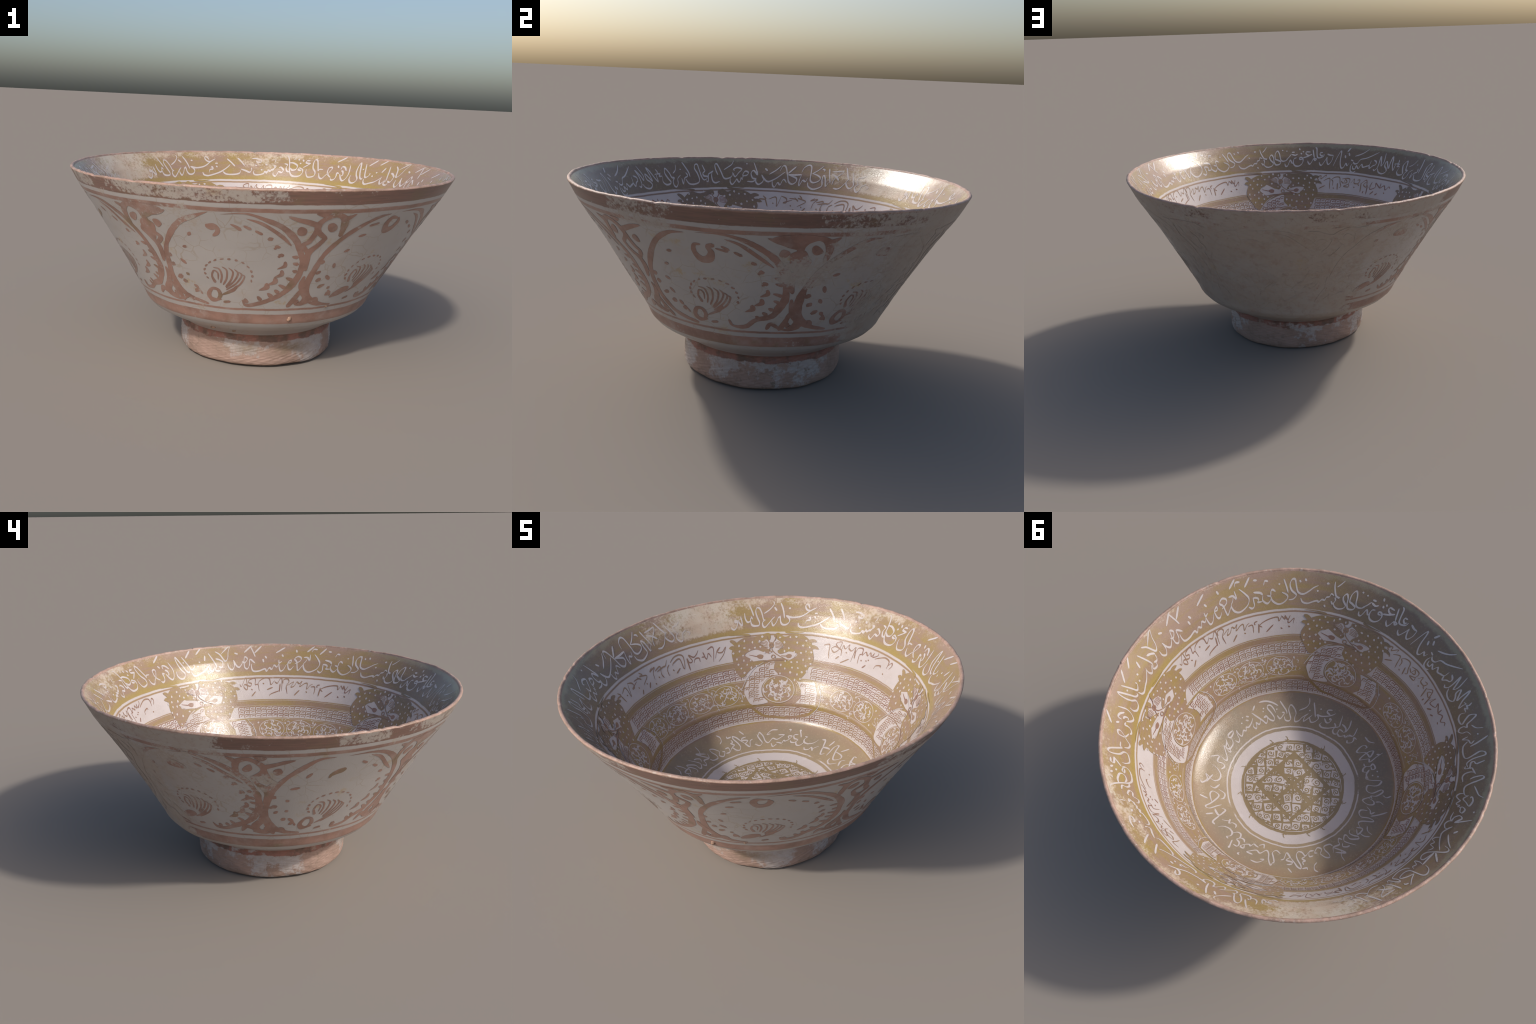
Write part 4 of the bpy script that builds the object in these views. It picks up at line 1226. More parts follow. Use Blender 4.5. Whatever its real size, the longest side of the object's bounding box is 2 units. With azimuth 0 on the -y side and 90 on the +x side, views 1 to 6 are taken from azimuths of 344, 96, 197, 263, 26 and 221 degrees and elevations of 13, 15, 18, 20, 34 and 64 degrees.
# white verse on the floor slope
floor_pull = Scribe(float(INN.s_of_r(.432)), .0105, M_WHITE, parts["floor"], "floor_inscription_word")
floor_pull(3.6, (2.3, 7.1), (-1.1, 7.3), (-2.6, 6.5), (-1.8, 5), (0.9, 5.5), (2.3, 6.8))
floor_pull(9.8, (0.7, 6.8), (-0.6, 5.1), (-3.2, 3.7), (-2.9, 1.4), (0.5, 1.2), (2.5, 2.8), (3.1, 4.8))
floor_pull(16.4, (6.4, 6.8), (4.1, 3.7), (1.4, -0.1), (0.6, 1.1), (2.1, 5.2), (-3.5, -0.3), (-5.5, 0.3), (-4.8, 4.2))
floor_pull(27.2, (1.4, 9.3), (3.8, 4.8), (0.1, 4.4), (0.1, 0.8), (-1.5, -0.8), (-3.7, 0.7))
floor_pull(39.2, (7.2, 6.6), (5.4, 3.1), (1.9, 0.3), (-1.5, 1), (-2.7, 4.6), (0.7, 9.1), (-2.7, 8), (-5.6, 11.3), (-3.7, 12.1))
floor_pull(41.0, (-2.6, 8.3), (2.4, 5))
floor_pull(46.9, (-0, 6.2), (-1.2, 3.6), (1.2, 0.5))
floor_pull(54.1, (3.8, 1.2), (0.8, -2.3), (-2, -1.4), (-2.7, 0.8))
floor_pull(54.8, (1.3, 12.8), (-1.2, 8.4))
floor_pull(58.4, (-0.2, 6.5), (4.9, 6.6), (6.1, 4.4), (2.9, 1.4), (-0.9, 6.6), (-2.6, 10.8), (-4.3, 8.9), (-3.4, 3.9), (-3, 1))
floor_pull(66.6, (1.9, 5.8), (-2.5, 4.7), (-0.7, -0), (1.3, 1.7))
floor_pull(66.8, (0.3, 12.1), (-0.3, 7.7))
floor_pull(67.7, (2.1, 6.1), (-1.9, 5), (-0, 0.3))
floor_pull(72.4, (1.8, 5.1), (0.1, 10), (-2.1, 9.9))
floor_pull(72.6, (1.9, 5), (0, 10.3), (-2.1, 10))
floor_pull(78.5, (4, 4.7), (1.6, 1.5), (2, 0.1), (0.2, 2.1), (-0.6, 0.1), (-2.8, -0.8), (-4.1, 0.7))
floor_pull(83.3, (5.7, 9), (3.9, 5.9), (1, 4), (-1.9, 4.3), (-3, 6.5), (-2.2, 8.6), (-3.6, 8.9))
floor_pull(91.0, (1.1, 7.7), (0.1, 10.1), (-1.2, 12.8), (-0.2, 12.3))
floor_pull(91.4, (4.9, 5.2), (3, 1.7), (0.8, 1), (-0.5, 3.1), (0.3, 5.2), (-1.2, 2.8), (-3.2, 2.5), (-4.3, 3.8))
floor_pull(93.3, (1.7, 5.4), (-0.9, 6), (-1.6, 8.6), (0.8, 9.3))
floor_pull(98.8, (-0.6, 12.5), (0.5, 12.1), (0, 10.9))
floor_pull(100.9, (2.4, 5.2), (1.7, 7.2), (3.9, 7.3), (2.7, 4.9), (0.6, 3), (-0.7, 3.4), (-1.4, 1.2), (-3.2, 1.5), (-4.8, 1.7))
floor_pull(104.1, (1.8, 8.1), (-1.8, 7.7))
floor_pull(109.1, (1.8, 0.3), (-0.4, -1.6), (-1.5, 0.9))
floor_pull(111.0, (3.8, 11.7), (0, 11.4), (-2.9, 8.2), (-0.7, 8.6))
floor_pull(115.9, (12.4, 7.9), (7.6, 4.1), (4.9, 4.9), (2.1, 1.6), (0.2, 3.1), (-1, 7.2), (-3.2, 10.4), (-3.7, 8.5), (-4.4, 7.8), (-2.9, 4.3), (-1.7, 1.8), (-3.3, -0.4), (-6.1, 1.2))
floor_pull(127.9, (-2.9, 3.4), (-0.4, -0.1), (0.8, 4.2), (2.6, 5.5))
floor_pull(130.6, (-0.3, 3), (1.7, 5), (-1.6, 6.1), (-1.2, 7.5), (1.4, 8.1))
floor_pull(131.1, (1, 10.5), (-1.1, 13.5))
floor_pull(137.6, (-5.7, 0.1), (-3.5, 2.4), (-1.9, -0.1), (-0, -1), (1.5, 1), (1.2, 4.3), (-0.3, 8.5), (-0.1, 10.7), (1.7, 9.3), (3.1, 6.5), (4.9, 3.4))
floor_pull(140.3, (-1.1, 2.9), (0.8, 4), (-0.9, 5.8), (0.7, 6.3), (0.4, 8.4))
floor_pull(140.5, (1.7, 10.8), (-0.8, 10.6), (-1, 12.1))
floor_pull(146.7, (-1.7, -0.1), (0.8, 0.1), (1.6, 3.3), (-0.7, 3.4))
floor_pull(146.8, (-1.3, 8.3), (0.6, 10.1), (1.1, 13), (-0.4, 15.1))
floor_pull(152.1, (-0.4, 3.3), (-2.2, 0.6), (-0.4, -1.2), (2.2, 1.4), (0.9, 2.3))
floor_pull(158.0, (-4.3, 1.6), (-3.3, -0.3), (0, -0.6), (0.8, 1.8), (-0, 5.3), (0.5, 7.6), (2.7, 6.6), (4.4, 3.3))
floor_pull(164.8, (-1.5, 7.3), (0.5, 10.2), (1, 14.4))
floor_pull(165.0, (1.1, 3.3), (-0.9, 6.4), (-2.5, 9.9), (2.1, 6.3))
floor_pull(167.6, (-3.7, 1.6), (-2.6, -0.2), (-1.3, 1), (-0.4, 3.2), (3.3, 2.7), (5.4, 5.9))
floor_pull(170.9, (0.3, 3.7), (1.5, 5.4), (0, 7.2), (-1.8, 7.7))
floor_pull(177.8, (-3.1, 0.4), (-1.6, 1.8), (-2, 4.6), (-3.2, 7.2), (-2.1, 8.2), (0.9, 4.7), (0.5, 1.6), (1.4, 0.6), (3.8, 2.5), (4, 4.6), (1.7, 10.2))
floor_pull(184.4, (0.3, 6.7), (0.4, 10), (-0.9, 12.9))
floor_pull(185.7, (-0.8, 2.7), (-1.8, 6.4), (2.7, 6.1), (0.1, 3.4))
floor_pull(188.7, (-2, 7.7), (0.6, 9.7), (1.7, 13.5))
floor_pull(195.8, (-5.1, 3.5), (-4.2, -0.1), (-2, -0.7), (-0.1, 1.6), (-0.9, 5.6), (-0.6, 8.9), (0.5, 9), (2.3, 3.5), (4.2, 2), (6.7, 4.9))
floor_pull(201.0, (2, 6.7), (0.2, 10.5), (-2.7, 15.5))
floor_pull(202.5, (-2, 2.5), (-0.1, 5.1), (1.9, 6.1), (0.3, 8))
floor_pull(209.2, (-0.3, 7), (-0.6, 9.6), (1, 11.9))
floor_pull(210.2, (-2.7, 4.1), (0, -0.9), (2.6, 2.7), (2.2, 6), (0.1, 5.5), (-2, 1.5))
floor_pull(213.9, (-0.7, 10.6), (0.8, 13.1), (-0.2, 15.8))
floor_pull(220.5, (-8.9, 1.6), (-6, 0.8), (-4.7, 4.3), (-4, 9.6), (-1.6, 8.1), (-1, 5.4), (-1.6, 1.4), (1.6, 0.8), (3.6, 4.2), (1.8, 9.4), (3.3, 10.5), (5.6, 7), (5.4, 3.7), (7.3, 4.6))
floor_pull(228.3, (-0.4, 7.7), (0.4, 8.2))
floor_pull(230.0, (-0.3, 4.7), (0.4, 5.1))
floor_pull(231.4, (-2.8, 3.6), (-0.2, 1.3), (3, 2))
floor_pull(232.1, (-0.3, 7.9), (0.4, 8.3))
floor_pull(236.0, (-1.9, 2.9), (-1.1, 0.7), (0.8, -0.1), (2.1, 2.3))
floor_pull(237.4, (-2.8, 1.9), (-1.1, 2), (0, 5.1), (-0.9, 6.9), (2.2, 7.5), (2.5, 5.4), (0.6, 5.2))
floor_pull(243.0, (-0.6, 11.2), (0.5, 12.8))
floor_pull(247.3, (-3.4, 6.7), (-3.5, 8), (-5.2, 7.7), (-5.7, 5.4), (-4.3, 1.6), (-2.8, 2.1), (-1.2, 5.5), (1.1, 6.4), (3, 6.9), (0.7, 10.3), (-0.4, 7.7), (0.2, 3.2), (1.4, 0.5), (2.6, 3.1), (3.8, 5.8), (5.8, 5.5), (4.8, 10.6), (4.6, 15))
floor_pull(254.2, (-3.5, 10.7), (0.2, 11), (3.2, 13.4))
floor_pull(262.4, (-1.9, 1.2), (-0.7, 0.2), (0.9, 2), (0.8, 4), (-0.4, 5.3), (1.7, 5.8))
floor_pull(266.1, (-1.3, 2.2), (-0.6, 4.2), (1.8, 5.8), (0.2, 11.1))
floor_pull(270.1, (-4, 0.8), (-1.6, -0.1), (-0, 1.2), (0.7, 2.3), (1.7, 1.8), (3.8, 4.2))
floor_pull(270.9, (-1.3, 12.1), (0.3, 8.3), (0.7, 4.2))
floor_pull(272.6, (-2.8, 7), (0.3, 6.4), (1.7, 4.7), (0.8, 3.2))
floor_pull(276.6, (-3.7, 5.1), (-2.1, 3.8), (-2, 0.8), (-0.4, -0.7), (1.4, 0.3), (1.1, 2.9), (2.1, 3.6), (3.9, 3.4))
floor_pull(283.3, (-5.3, 1.8), (-5.8, 0.2), (-3.9, -0.9), (-0.4, 0.2), (2.7, 2.5), (5.4, 4.6), (5.1, 7.3), (4.3, 11.6))
floor_pull(286.0, (-2.7, 4.9), (-0.7, 3.1), (0.9, 3.7), (1.4, 5.8), (0.3, 6.2), (0.6, 5.2))
floor_pull(287.8, (1.2, 11.7), (-1.3, 10.6), (-1.1, 9.1), (1.1, 8.4))
floor_pull(292.7, (-6, 2.4), (-4.4, 0.1), (-2.4, 0.7), (-0.8, 3), (-1.2, 4.6), (-2.2, 5.5), (0.6, 5.5), (3.8, 6.8), (6.7, 8.8), (8.5, 10.7))
floor_pull(293.9, (-0.3, 9.8), (0.3, 9.5))
floor_pull(297.9, (-1.6, 12.5), (-0.1, 8.5), (1.5, 3.7))
floor_pull(301.2, (-0.3, 7.2), (0.3, 6.8))
floor_pull(302.3, (0.4, 5), (-1.4, 2.7), (-1.7, -0.2), (0.1, 1.2), (2.9, 4.4))
floor_pull(304.6, (1.7, 14.7), (2, 11.5), (0.3, 8.5), (-3.7, 6.2))
floor_pull(313.2, (-5.5, 2.2), (-4.8, 0), (-2.7, -0.6), (-1.5, 0.7), (-1.9, 2.8), (-2.8, 6.2), (-2.2, 8.8), (-1, 9.4), (0.9, 7.1), (1.8, 4.2), (1, 1.6), (1.2, -0.9), (3.5, -0.3), (5.6, 2), (8.9, 4.6))
floor_pull(319.5, (-2.3, 12.3), (-0.5, 9), (1.1, 5.9), (1.3, 3.9))
floor_pull(322.4, (-2.5, 3.4), (-1.1, 1.2), (0.8, 2.7), (2.1, 4.5), (0.7, 5.1))
floor_pull(324.9, (-0.2, 7.6), (0.2, 7.1))
floor_pull(329.4, (5.2, 9.6), (2.2, 12), (-1.7, 13.7), (-6, 14.1))
floor_pull(329.7, (-3.4, 5.2), (-1.8, 2.1), (0.4, 0.7), (1.3, 2.7), (0.1, 6), (-1.3, 9), (-0.9, 10.6), (0.8, 10.6), (2.3, 8.1), (2.9, 5.4))
floor_pull(333.8, (-0.2, 10), (0.1, 9.3))
floor_pull(334.7, (-0.2, 8.2), (0.1, 7.6))
floor_pull(336.5, (-5.5, 9.7), (-3.3, 6.4), (-0.7, 2.6), (0.7, 0.4), (2.2, 2.1), (2.6, 4.2), (0.8, 4.3), (2.3, 5.2))
floor_pull(340.0, (1.1, 13.1), (-1.1, 10.8))
floor_pull(342.9, (3.5, 4.4), (2.3, 2.1), (1.1, 1.5), (0, 3.1), (-0.6, 1), (-1.6, -0.1), (-2.6, 1.6), (-2, 3.7))
floor_pull(346.3, (-0.7, 9.5), (0.6, 8.4))
floor_pull(348.0, (-0.6, 7.5), (0.7, 6.4))
floor_pull(349.7, (-0.1, 10.2), (0.1, 9.6))
floor_pull(352.4, (-0.1, 7.5), (0, 6.8))
floor_pull(355.9, (10.7, 6.6), (8.1, 4.4), (5, 2.9), (3.6, 3.6), (2.2, 1.9), (0.9, 2.9), (-1.9, 0.8), (-2.8, 3.1), (-2.6, 5.6), (-3.8, 3.3), (-4.4, 0.7), (-6.1, -0.5), (-7.2, 1.6))
floor_pull.close()

# ---------------------------------------------------------------- fish-scale bands
def scale_cell(P, x, y, w, h, g):
    j = lambda: g.uniform(-.0014, .0014)
    lw = g.uniform(.0044, .0062)
    P.stroke([(x + j(), y), (x + .03 * w + j(), y + .62 * h), (x + .22 * w, y + .90 * h + j()), (x + .62 * w, y + .97 * h + j()), (x + 1.02 * w + j(), y + .90 * h)], lw, (.7, .6), n_per=3)
    P.stroke([(x + .36 * w, y + .22 * h), (x + .40 * w + j(), y + .42 * h), (x + .62 * w, y + .50 * h + j()), (x + .86 * w, y + .48 * h)], lw * g.uniform(.7, 1.1), (.5, .5), n_per=3)


def scale_band(z0, z1, rows_, count, skip, seed):
    g = random.Random(seed)
    P = Paint(INN, .0004)
    s0, s1 = float(INN.s_of_z(z0)), float(INN.s_of_z(z1))
    h = (s1 - s0) / rows_
    for k in range(count):
        a = k * 360 / count
        if any(abs((a - c + 180) % 360 - 180) < w for c, w in skip):
            continue
        w = rad(360 / count) * float(INN.rad((s0 + s1) / 2))
        st = g.uniform(-.25, .25)
        for r in range(rows_):
            P.frame(a + st * .3 * r, s0 + r * h, -1, 1)
            scale_cell(P, 0, g.uniform(-.1, .1) * h, w, h * .97, g)
    P.done("fish_scale_band", M_BROWN, parts["inner_wall"], "stuff")


PAIRS = (108, 25, -70, -152)
scale_band(.566, .630, 3, 126, [(c, 15) for c in PAIRS], 71)
scale_band(.336, .413, 3, 118, [], 72)


# ---------------------------------------------------------------- scroll medallions
def curls(P, cx, cy, rx, ry, n, g):
    """little reserved leaves: thick-headed curls, dots and thread stems"""
    for k in range(n):
        a = k * 2.4 + g.uniform(-.3, .3)
        q = math.sqrt((k + .6) / n) * .86
        x, y = cx + rx * q * math.cos(a), cy + ry * q * math.sin(a)
        t = g.uniform(0, 2 * PI)
        R = min(rx, ry) * g.uniform(.13, .21)
        arc = [(x + R * math.cos(t + b), y + R * math.sin(t + b)) for b in (0, .9, 1.8, 2.7, 3.6)]
        P.stroke(arc, [R * .15, R * .70, R * .78, R * .40, R * .20], (.4, .3), n_per=3)
        if g.random() < .5:
            P.dot(x + R * 1.6 * math.cos(t), y + R * 1.6 * math.sin(t), R * .36)
    for k in range(3):
        a = g.uniform(0, 6)
        P.stroke([(cx + rx * .9 * math.cos(a), cy + ry * .9 * math.sin(a)), (cx + rx * .5 * math.cos(a + .7), cy + ry * .5 * math.sin(a + .7)), (cx + rx * .2 * math.cos(a + 1.8), cy + ry * .2 * math.sin(a + 1.8))], .0026, (.5, .5), n_per=5)


def ellipse(cx, cy, rx, ry, n=14):
    return [(cx + rx * math.cos(a), cy + ry * math.sin(a)) for a in np.linspace(0, 2 * PI, n, endpoint=False)]


S_MED = float(INN.s_of_z(.500))
for i, deg in enumerate((135, 149.5, 165, 180, 71.5, 56, -39, -23.5, -8.5, -106, -121)):
    g = random.Random(200 + i)
    P = Paint(INN, .0006)
    P.frame(deg, S_MED, -1, 1)
    P.stroke(ellipse(0, 0, .080, .060), .0034, closed=True, n_per=4)
    curls(P, 0, 0, .078, .058, 21, g)
    for sx in (-1, 1):
        for sy in (-1, 1):
            if g.random() < .8:
                P.dot(sx * .088, sy * g.uniform(.035, .052), .0058)
    P.done("scroll_medallion", M_WHITE, parts["inner_wall"])
P = Paint(INN, .0006)
g = random.Random(230)
for a, b in ((135, 149.5), (149.5, 165), (165, 180), (71.5, 56), (-39, -23.5), (-23.5, -8.5), (-106, -121)):
    for sy in (-.048, .048):
        P.frame((a + b) / 2, S_MED + sy, -1, 1)
        curls(P, 0, 0, .042, .034, 3, g)
for deg in (84, 44, 2.5, -92, -131, 128, 188, -47, 39.5, 90):
    P.frame(deg, S_MED, -1, 1)
    curls(P, 0, 0, .035, .055, 7, g)
P.done("scroll_leaf", M_WHITE, parts["inner_wall"])


# ---------------------------------------------------------------- pairs of bowing figures
def inside(poly, x, y):
    c = False
    for i in range(len(poly)):
        (x0, y0), (x1, y1) = poly[i - 1], poly[i]
        if (y0 > y) != (y1 > y) and x < (x1 - x0) * (y - y0) / (y1 - y0) + x0:
            c = not c
    return c


LEFT = [(-.250, .118), (-.200, .150), (-.130, .146), (-.060, .160), (-.038, .148), (-.045, .122), (-.120, .110), (-.060, .072), (-.032, .046), (-.060, .040), (-.142, .064), (-.195, .041), (-.148, .004), (-.083, -.006), (-.105, -.022), (-.160, -.056), (-.208, -.098), (-.258, -.040), (-.280, .020), (-.274, .080)]
RIGHT = [(-.014, .150), (.010, .161), (.048, .150), (.108, .157), (.168, .148), (.204, .118), (.220, .070), (.220, .020), (.204, -.033), (.168, -.082), (.126, -.135), (.146, -.185), (.144, -.232), (.105, -.262), (.060, -.262), (.030, -.200), (.040, -.110), (.008, -.092), (-.020, -.054), (-.006, -.010), (.071, .003), (.121, .041), (.072, .053), (.014, .036), (.010, .052), (.046, .086), (-.004, .124)]
LENS_L = [(-.196, .040), (-.142, .068), (-.085, .044), (-.047, .030), (-.014, .010), (-.026, -.002), (-.085, -.004), (-.148, .002)]
LENS_R = [(.020, .028), (.050, .040), (.072, .053), (.122, .045), (.104, .012), (.071, .003), (.045, .012)]
PANEL_L = [(-.204, -.172), (-.178, -.106), (-.130, -.050), (-.076, -.019), (-.018, -.006), (-.021, -.054), (.006, -.090), (-.050, -.108), (-.086, -.140), (-.096, -.176), (-.086, -.222), (-.055, -.258), (-.150, -.266), (-.186, -.222)]
PANEL_R = [(.126, -.127), (.238, -.120), (.256, -.181), (.246, -.253), (.116, -.259), (.150, -.225), (.152, -.180)]
RING = [(-.212, -.173), (-.196, -.225), (-.167, -.270), (-.086, -.338), (-.010, -.352), (.070, -.352), (.193, -.322), (.252, -.262), (.268, -.180), (.244, -.112)]


def figure_pair(deg, seed):
    g = random.Random(seed)
    f = 1 if seed % 2 else -1
    dx = -1 * f
    s0 = float(INN.s_of_z(.66))
    J = lambda pts: [(x + g.uniform(-.009, .009), y + g.uniform(-.008, .008)) for x, y in pts]
    wall = parts["inner_wall"]
    # lustre silhouettes
    P = Paint(INN, .0006)
    P.frame(deg, s0, dx, 1)
    P.fill([(-.19, -.262), (-.205, -.17), (-.16, -.09), (-.08, -.02), (-.015, 0), (.04, -.02), (.06, -.08), (.13, -.12), (.245, -.115), (.262, -.18), (.245, -.258), (.0, -.275)])
    P.stroke(RING, [.010, .014, .016, .016, .014, .016, .016, .016, .014, .010], (.6, .6), n_per=6)
    P.done("roundel_ring", M_LUS, wall)
    P = Paint(INN, .0014)
    P.frame(deg, s0, dx, 1)
    P.fill(J(LEFT))
    P.fill(J(RIGHT))
    for a, b in (((-.250, .105), (-.293, .140)), ((-.262, .086), (-.297, .096)), ((.196, .118), (.244, .126)), ((.206, .086), (.256, .084))):
        P.stroke([a, ((a[0] + b[0]) / 2, (a[1] + b[1]) / 2 + .006), b], [.026, .022, .014], (.8, .5), n_per=3)
    P.stroke([(-.30, .172), (-.22, .168), (-.17, .160)], [.004, .008, .016], (.3, .6))
    P.stroke([(.05, .172), (.10, .168), (.16, .172)], [.016, .008, .004], (.6, .3))
    P.done("bowing_figure", M_LUS, wall)
    # faces and scale panels left in white
    P = Paint(INN, .0018)
    P.frame(deg, s0, dx, 1)
    P.fill(J(LENS_L), straight=True)
    P.fill(J(LENS_R), straight=True)
    P.fill(PANEL_L, n_per=3)
    P.fill(PANEL_R, straight=True)
    P.fill([(-.108, .110), (-.070, .128), (-.046, .110), (-.052, .080), (-.080, .092)])
    P.fill([(-.022, .110), (.004, .122), (.034, .094), (.004, .062), (-.020, .078)])
    pts = []
    for _ in range(900):
        x, y = g.uniform(-.29, .22), g.uniform(-.12, .155)
        if len(pts) > 62:
            break
        ok = inside(LEFT, x, y) or inside(RIGHT, x, y)
        clear = all(math.hypot(x - a, y - b) > .031 for a, b in pts)
        edge = min(math.hypot(x - a, y - b) for a, b in LEFT + RIGHT) > .014
        if ok and clear and edge and not inside(LENS_L, x, y) and not inside(LENS_R, x, y):
            pts.append((x, y))
            P.dot(x, y, g.uniform(.0045, .0072), g.uniform(.0055, .008), extra=.0002)
    P.stroke([(-.222, -.172), (-.190, -.104), (-.140, -.042), (-.085, -.010)], .0036, (.6, .4))
    P.stroke([(.256, -.118), (.280, -.180), (.266, -.262), (.206, -.328)], .0036, (.6, .4))
    P.done("figure_face_and_panel", M_WHITE, wall)
    # drawing lines
    P = Paint(INN, .0024)
    P.frame(deg, s0, dx, 1)
    kx, ky = -.036, .094
    P.stroke(ellipse(kx, ky, .012, .012, 8), .010, closed=True, n_per=3)
    for q in ([(kx, ky), (-.058, .126), (-.064, .150)], [(kx, ky), (-.014, .126), (-.010, .150)], [(kx, ky), (-.030, .060), (.010, .028), (.06, .005)], [(kx, ky), (-.05, .064), (-.052, .040)]):
        P.stroke(q, .0052, (.8, .5))
    for k in range(5):
        P.stroke([(kx - .022, ky + .014 - k * .007), (-.082, .122 - k * .009), (-.112, .112 - k * .004)], .0042, (.4, .3))
        P.stroke([(kx + .022, ky + .014 - k * .007), (.008, .112 - k * .009), (.034, .098 - k * .006)], .0042, (.4, .3))
    P.fill([(-.128, .030), (-.108, .040), (-.086, .032), (-.092, .014), (-.112, .014)])
    P.stroke([(-.175, .042), (-.128, .028)], [.003, .007], (.4, .9))
    P.fill([(.052, .028), (.072, .040), (.090, .034), (.084, .018), (.064, .014)])
    P.stroke([(.052, .026), (.022, .028)], [.008, .004], (.9, .4))
    P.stroke(ellipse(-.025, .022, .011, .011, 8), .006, closed=True, n_per=3)
    P.stroke([(-.083, -.005), (-.03, .002), (.03, .004), (.075, .004)], [.006, .010, .008, .005], (.6, .6))
    # fish scales inside the two panels
    for poly, w, h in ((PANEL_L, .031, .023), (PANEL_R, .031, .023)):
        x0, x1 = min(p[0] for p in poly), max(p[0] for p in poly)
        y0, y1 = min(p[1] for p in poly), max(p[1] for p in poly)
        nx = int((x1 - x0) / w) + 1
        for i in range(nx):
            st = g.uniform(-.4, .4) * h
            for j in range(int((y1 - y0) / h) + 1):
                x, y = x0 + i * w, y0 + j * h + st
                if all(inside(poly, x + u * w, y + v * h) for u, v in ((.05, .1), (.5, .9), (.95, .5), (.5, .1))):
                    scale_cell(P, x, y, w, h, g)
    P.stroke([(-.186, -.114), (-.12, -.100), (-.05, -.098), (.004, -.090)], .006, (.6, .6))
    P.done("figure_line_drawing", M_BROWN, wall, "stuff")
    # small medallion at the waist
    P = Paint(INN, .0026)
    P.frame(deg, s0, dx, 1)
    P.fill(ellipse(.010, -.176, .104, .088))
    P.done("waist_medallion", M_LUS, wall)
    P = Paint(INN, .0032)
    P.frame(deg, s0, dx, 1)
    P.stroke(ellipse(.010, -.176, .098, .082, 16), .0036, closed=True, n_per=4)
    curls(P, .010, -.176, .094, .078, 26, g)
    P.done("waist_medallion_scroll", M_WHITE, wall)


for i, deg in enumerate(PAIRS):
    figure_pair(deg, 300 + (1, 3, 5, 7)[i])

# ---------------------------------------------------------------- knotwork rosette on the floor
g = random.Random(401)
Pw, Pb = Paint(INN, .0006), Paint(INN, .0012)


def cut(poly, nx, ny, c):
    """keep the part of a convex polygon where nx*x + ny*y < c"""
    out = []
    for i in range(len(poly)):
        p, q = poly[i - 1], poly[i]
        dp, dq = nx * p[0] + ny * p[1] - c, nx * q[0] + ny * q[1] - c
        if (dp < 0) != (dq < 0):
            t = dp / (dp - dq)
            out.append((p[0] + t * (q[0] - p[0]), p[1] + t * (q[1] - p[1])))
        if dq < 0:
            out.append(q)
    return out


def area(poly):
    return abs(sum(poly[i - 1][0] * poly[i][1] - poly[i][0] * poly[i - 1][1] for i in range(len(poly)))) / 2


# straps run square and diagonal; the glaze shows in the cells they leave
step, turn, hw = .0575, rad(41), .0125
for i in range(-5, 6):
    for j in range(-5, 6):
        x, y = (i + .5) * step + g.uniform(-.004, .004), (j + .5) * step + g.uniform(-.004, .004)
        if math.hypot(x, y) > .30:
            continue
        a, b = g.uniform(.0205, .0275), g.uniform(.0195, .0265)
        if g.random() < .12:
            a, b = a + .012, b
        jig = lambda: g.uniform(-.0045, .0045)
        w = g.uniform(-.22, .22)
        cw, sw = math.cos(w), math.sin(w)
        pieces = [[(x + u * cw - v * sw + jig(), y + u * sw + v * cw + jig()) for u, v in ((-a, -b), (a, -b), (a, b), (-a, b))]]
        for k in range(12):  # keep inside the disc
            t = k * PI / 6
            pieces = [cut(p, math.cos(t), math.sin(t), .280) for p in pieces]
            pieces = [p for p in pieces if len(p) > 2]
        for nx, ny in ((.7071, .7071), (.7071, -.7071)):
            for c in (-.305, -.152, 0.0, .152, .305):
                across = abs(nx * y - ny * x)
                if (c == 0 and math.hypot(x, y) > .15) or (c != 0 and across > (.13 if abs(c) < .2 else .09)):
                    continue
                h2 = hw * g.uniform(.75, 1.15)
                pieces = [q for p in pieces for q in (cut(p, nx, ny, c - h2), cut(p, -nx, -ny, -c - h2)) if len(q) > 2]
        for p in pieces:
            if area(p) < .00022:
                continue
            cx, cy = sum(q[0] for q in p) / len(p), sum(q[1] for q in p) / len(p)
            Pw.flat(0, 0, turn)
            Pw.fill(p, straight=True)
            X, Y = cx * math.cos(turn) - cy * math.sin(turn), cx * math.sin(turn) + cy * math.cos(turn)
            Pb.flat(X, Y, turn)
            R1 = math.sqrt(area(p)) * .40
            p0, d = g.uniform(0, 6), g.choice((-1, 1))
            Pb.stroke([(R1 * (.12 + k * .10) * math.cos(p0 + d * k * .95), R1 * (.12 + k * .10) * math.sin(p0 + d * k * .95)) for k in range(10)], .0062, (.8, .6), n_per=3)
            for _ in range(2):
                t = g.uniform(0, 6)
                Pb.stroke([(R1 * 1.15 * math.cos(t), R1 * 1.15 * math.sin(t)), (R1 * 1.30 * math.cos(t + .45), R1 * 1.30 * math.sin(t + .45)), (R1 * 1.2 * math.cos(t + .9), R1 * 1.2 * math.sin(t + .9))], .0036, (.6, .5), n_per=3)
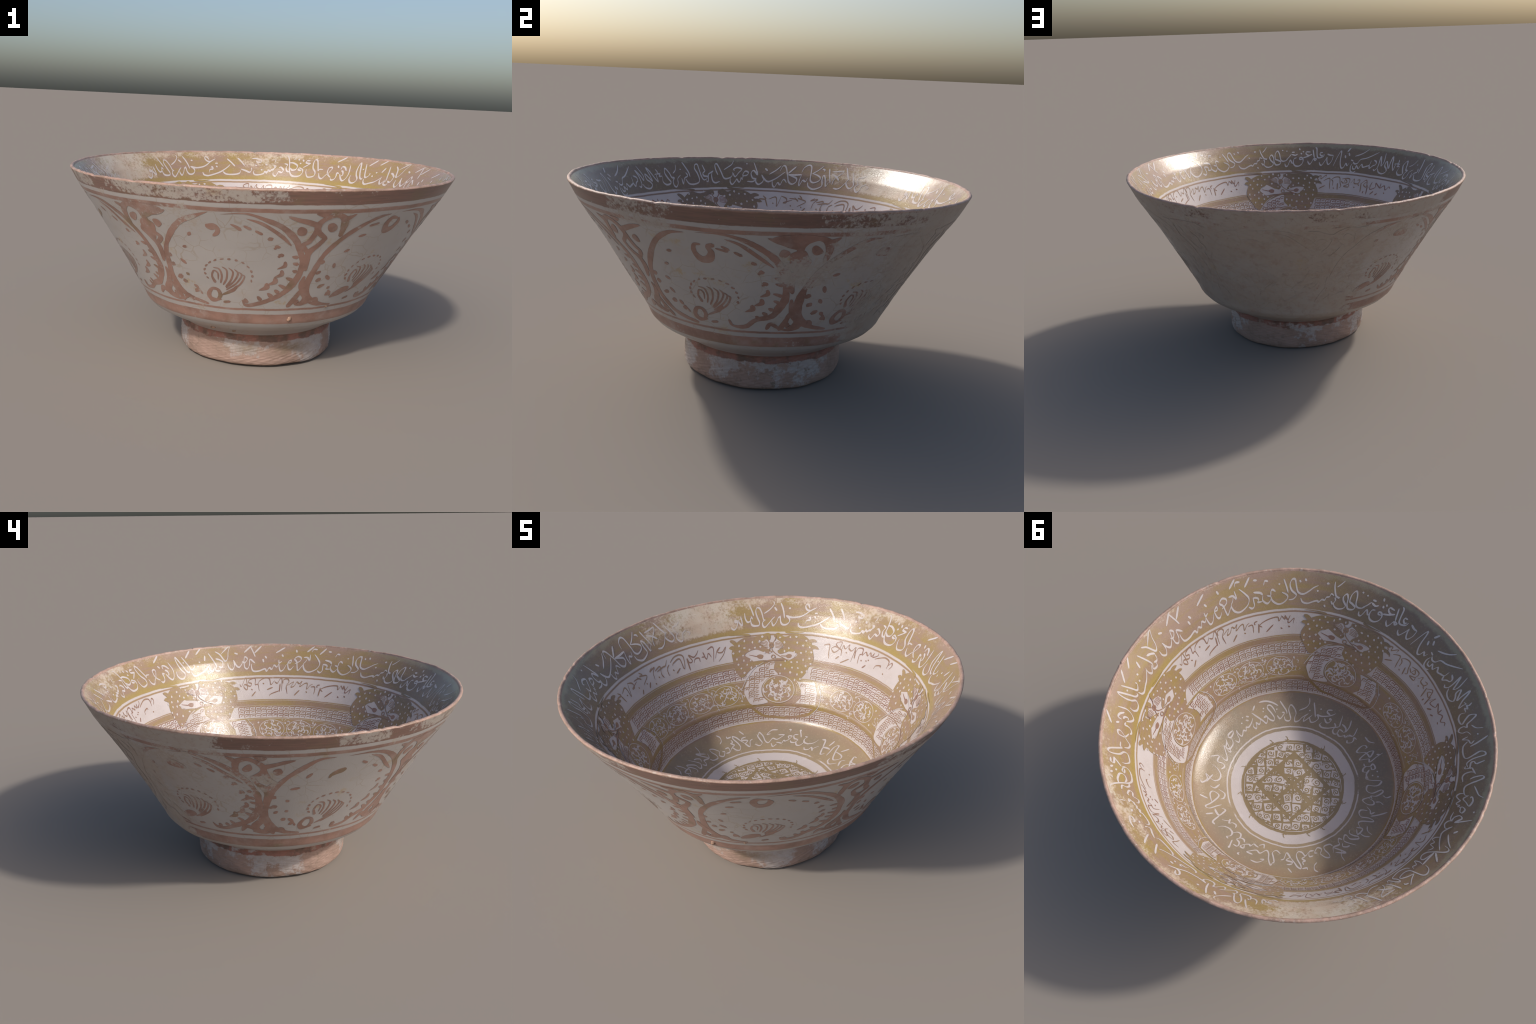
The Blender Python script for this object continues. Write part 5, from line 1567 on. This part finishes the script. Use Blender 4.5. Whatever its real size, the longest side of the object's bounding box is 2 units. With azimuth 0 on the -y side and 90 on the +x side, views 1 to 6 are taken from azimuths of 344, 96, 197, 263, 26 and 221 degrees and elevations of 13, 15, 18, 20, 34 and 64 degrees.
Pw.done("knotwork_panel", M_WHITE, parts["floor"], "stuff")
Pb.done("knotwork_spiral", M_FPAINT, parts["floor"], "stuff")
P = Paint(INN, .0006)
for a0, a1 in ((100, 190), (215, 268), (300, 352), (20, 62)):
    P.frame(0, float(INN.s_of_r(.291)), -1, 1)
    r = .291
    P.stroke([(-rad(a) * r, g.uniform(-.003, .003)) for a in np.linspace(a0, a1, 9)], .0034, (.3, .3), n_per=6)
P.done("knotwork_border", M_WHITE, parts["floor"])
P = Paint(INN, .0008)
for a in (22, 55, 82, 118, 148, 171, 205, 236, 275, 318, 342):
    P.frame(a + g.uniform(-6, 6), float(INN.s_of_r(.305)), -1, 1)
    P.stroke([(0, 0), (.004, .018), (-.006, .030)], .0052, (.9, .3), n_per=3)
    P.stroke([(-.014, .008), (0, .004), (.014, .010)], .005, (.4, .4), n_per=3)
P.done("border_tick", M_FPAINT, parts["floor"])

# ---------------------------------------------------------------- kiln scars
def scar(surf, deg, z, size, seed):
    import bmesh
    bm = bmesh.new()
    bmesh.ops.create_icosphere(bm, subdivisions=3, radius=1)
    g = np.random.default_rng(seed)
    k = g.normal(size=(6, 3)) * 2.2
    ph = g.uniform(0, 6, 6)
    th, s = np.array([rad(deg)]), np.array([surf.s_of_z(z)])
    p, nr_ = surf.pos(th, s)[0], surf.normal(th, s)[0]
    t = np.array([-math.sin(rad(deg)), math.cos(rad(deg)), 0])
    u = np.cross(nr_, t)
    out = []
    for v in bm.verts:
        q = np.array(v.co)
        q = q * (1 + .16 * np.sin(k @ q + ph).sum() / 2)
        out.append(p + (t * q[0] * size[0] + u * q[1] * size[1] + nr_ * q[2] * size[2]))
    faces = [[v.index for v in f.verts] for f in bm.faces]
    bm.free()
    return add_object("kiln_scar", out, faces, [M_CHIP], parts["outer_wall"])


for i, (deg, z, sz) in enumerate(((-130, .232, (.012, .013, .009)), (-118.5, .215, (.010, .009, .008)), (-91, .325, (.011, .013, .010)), (-74.6, .382, (.008, .006, .005)))):
    scar(OUT, deg, z, sz, 100 + i)
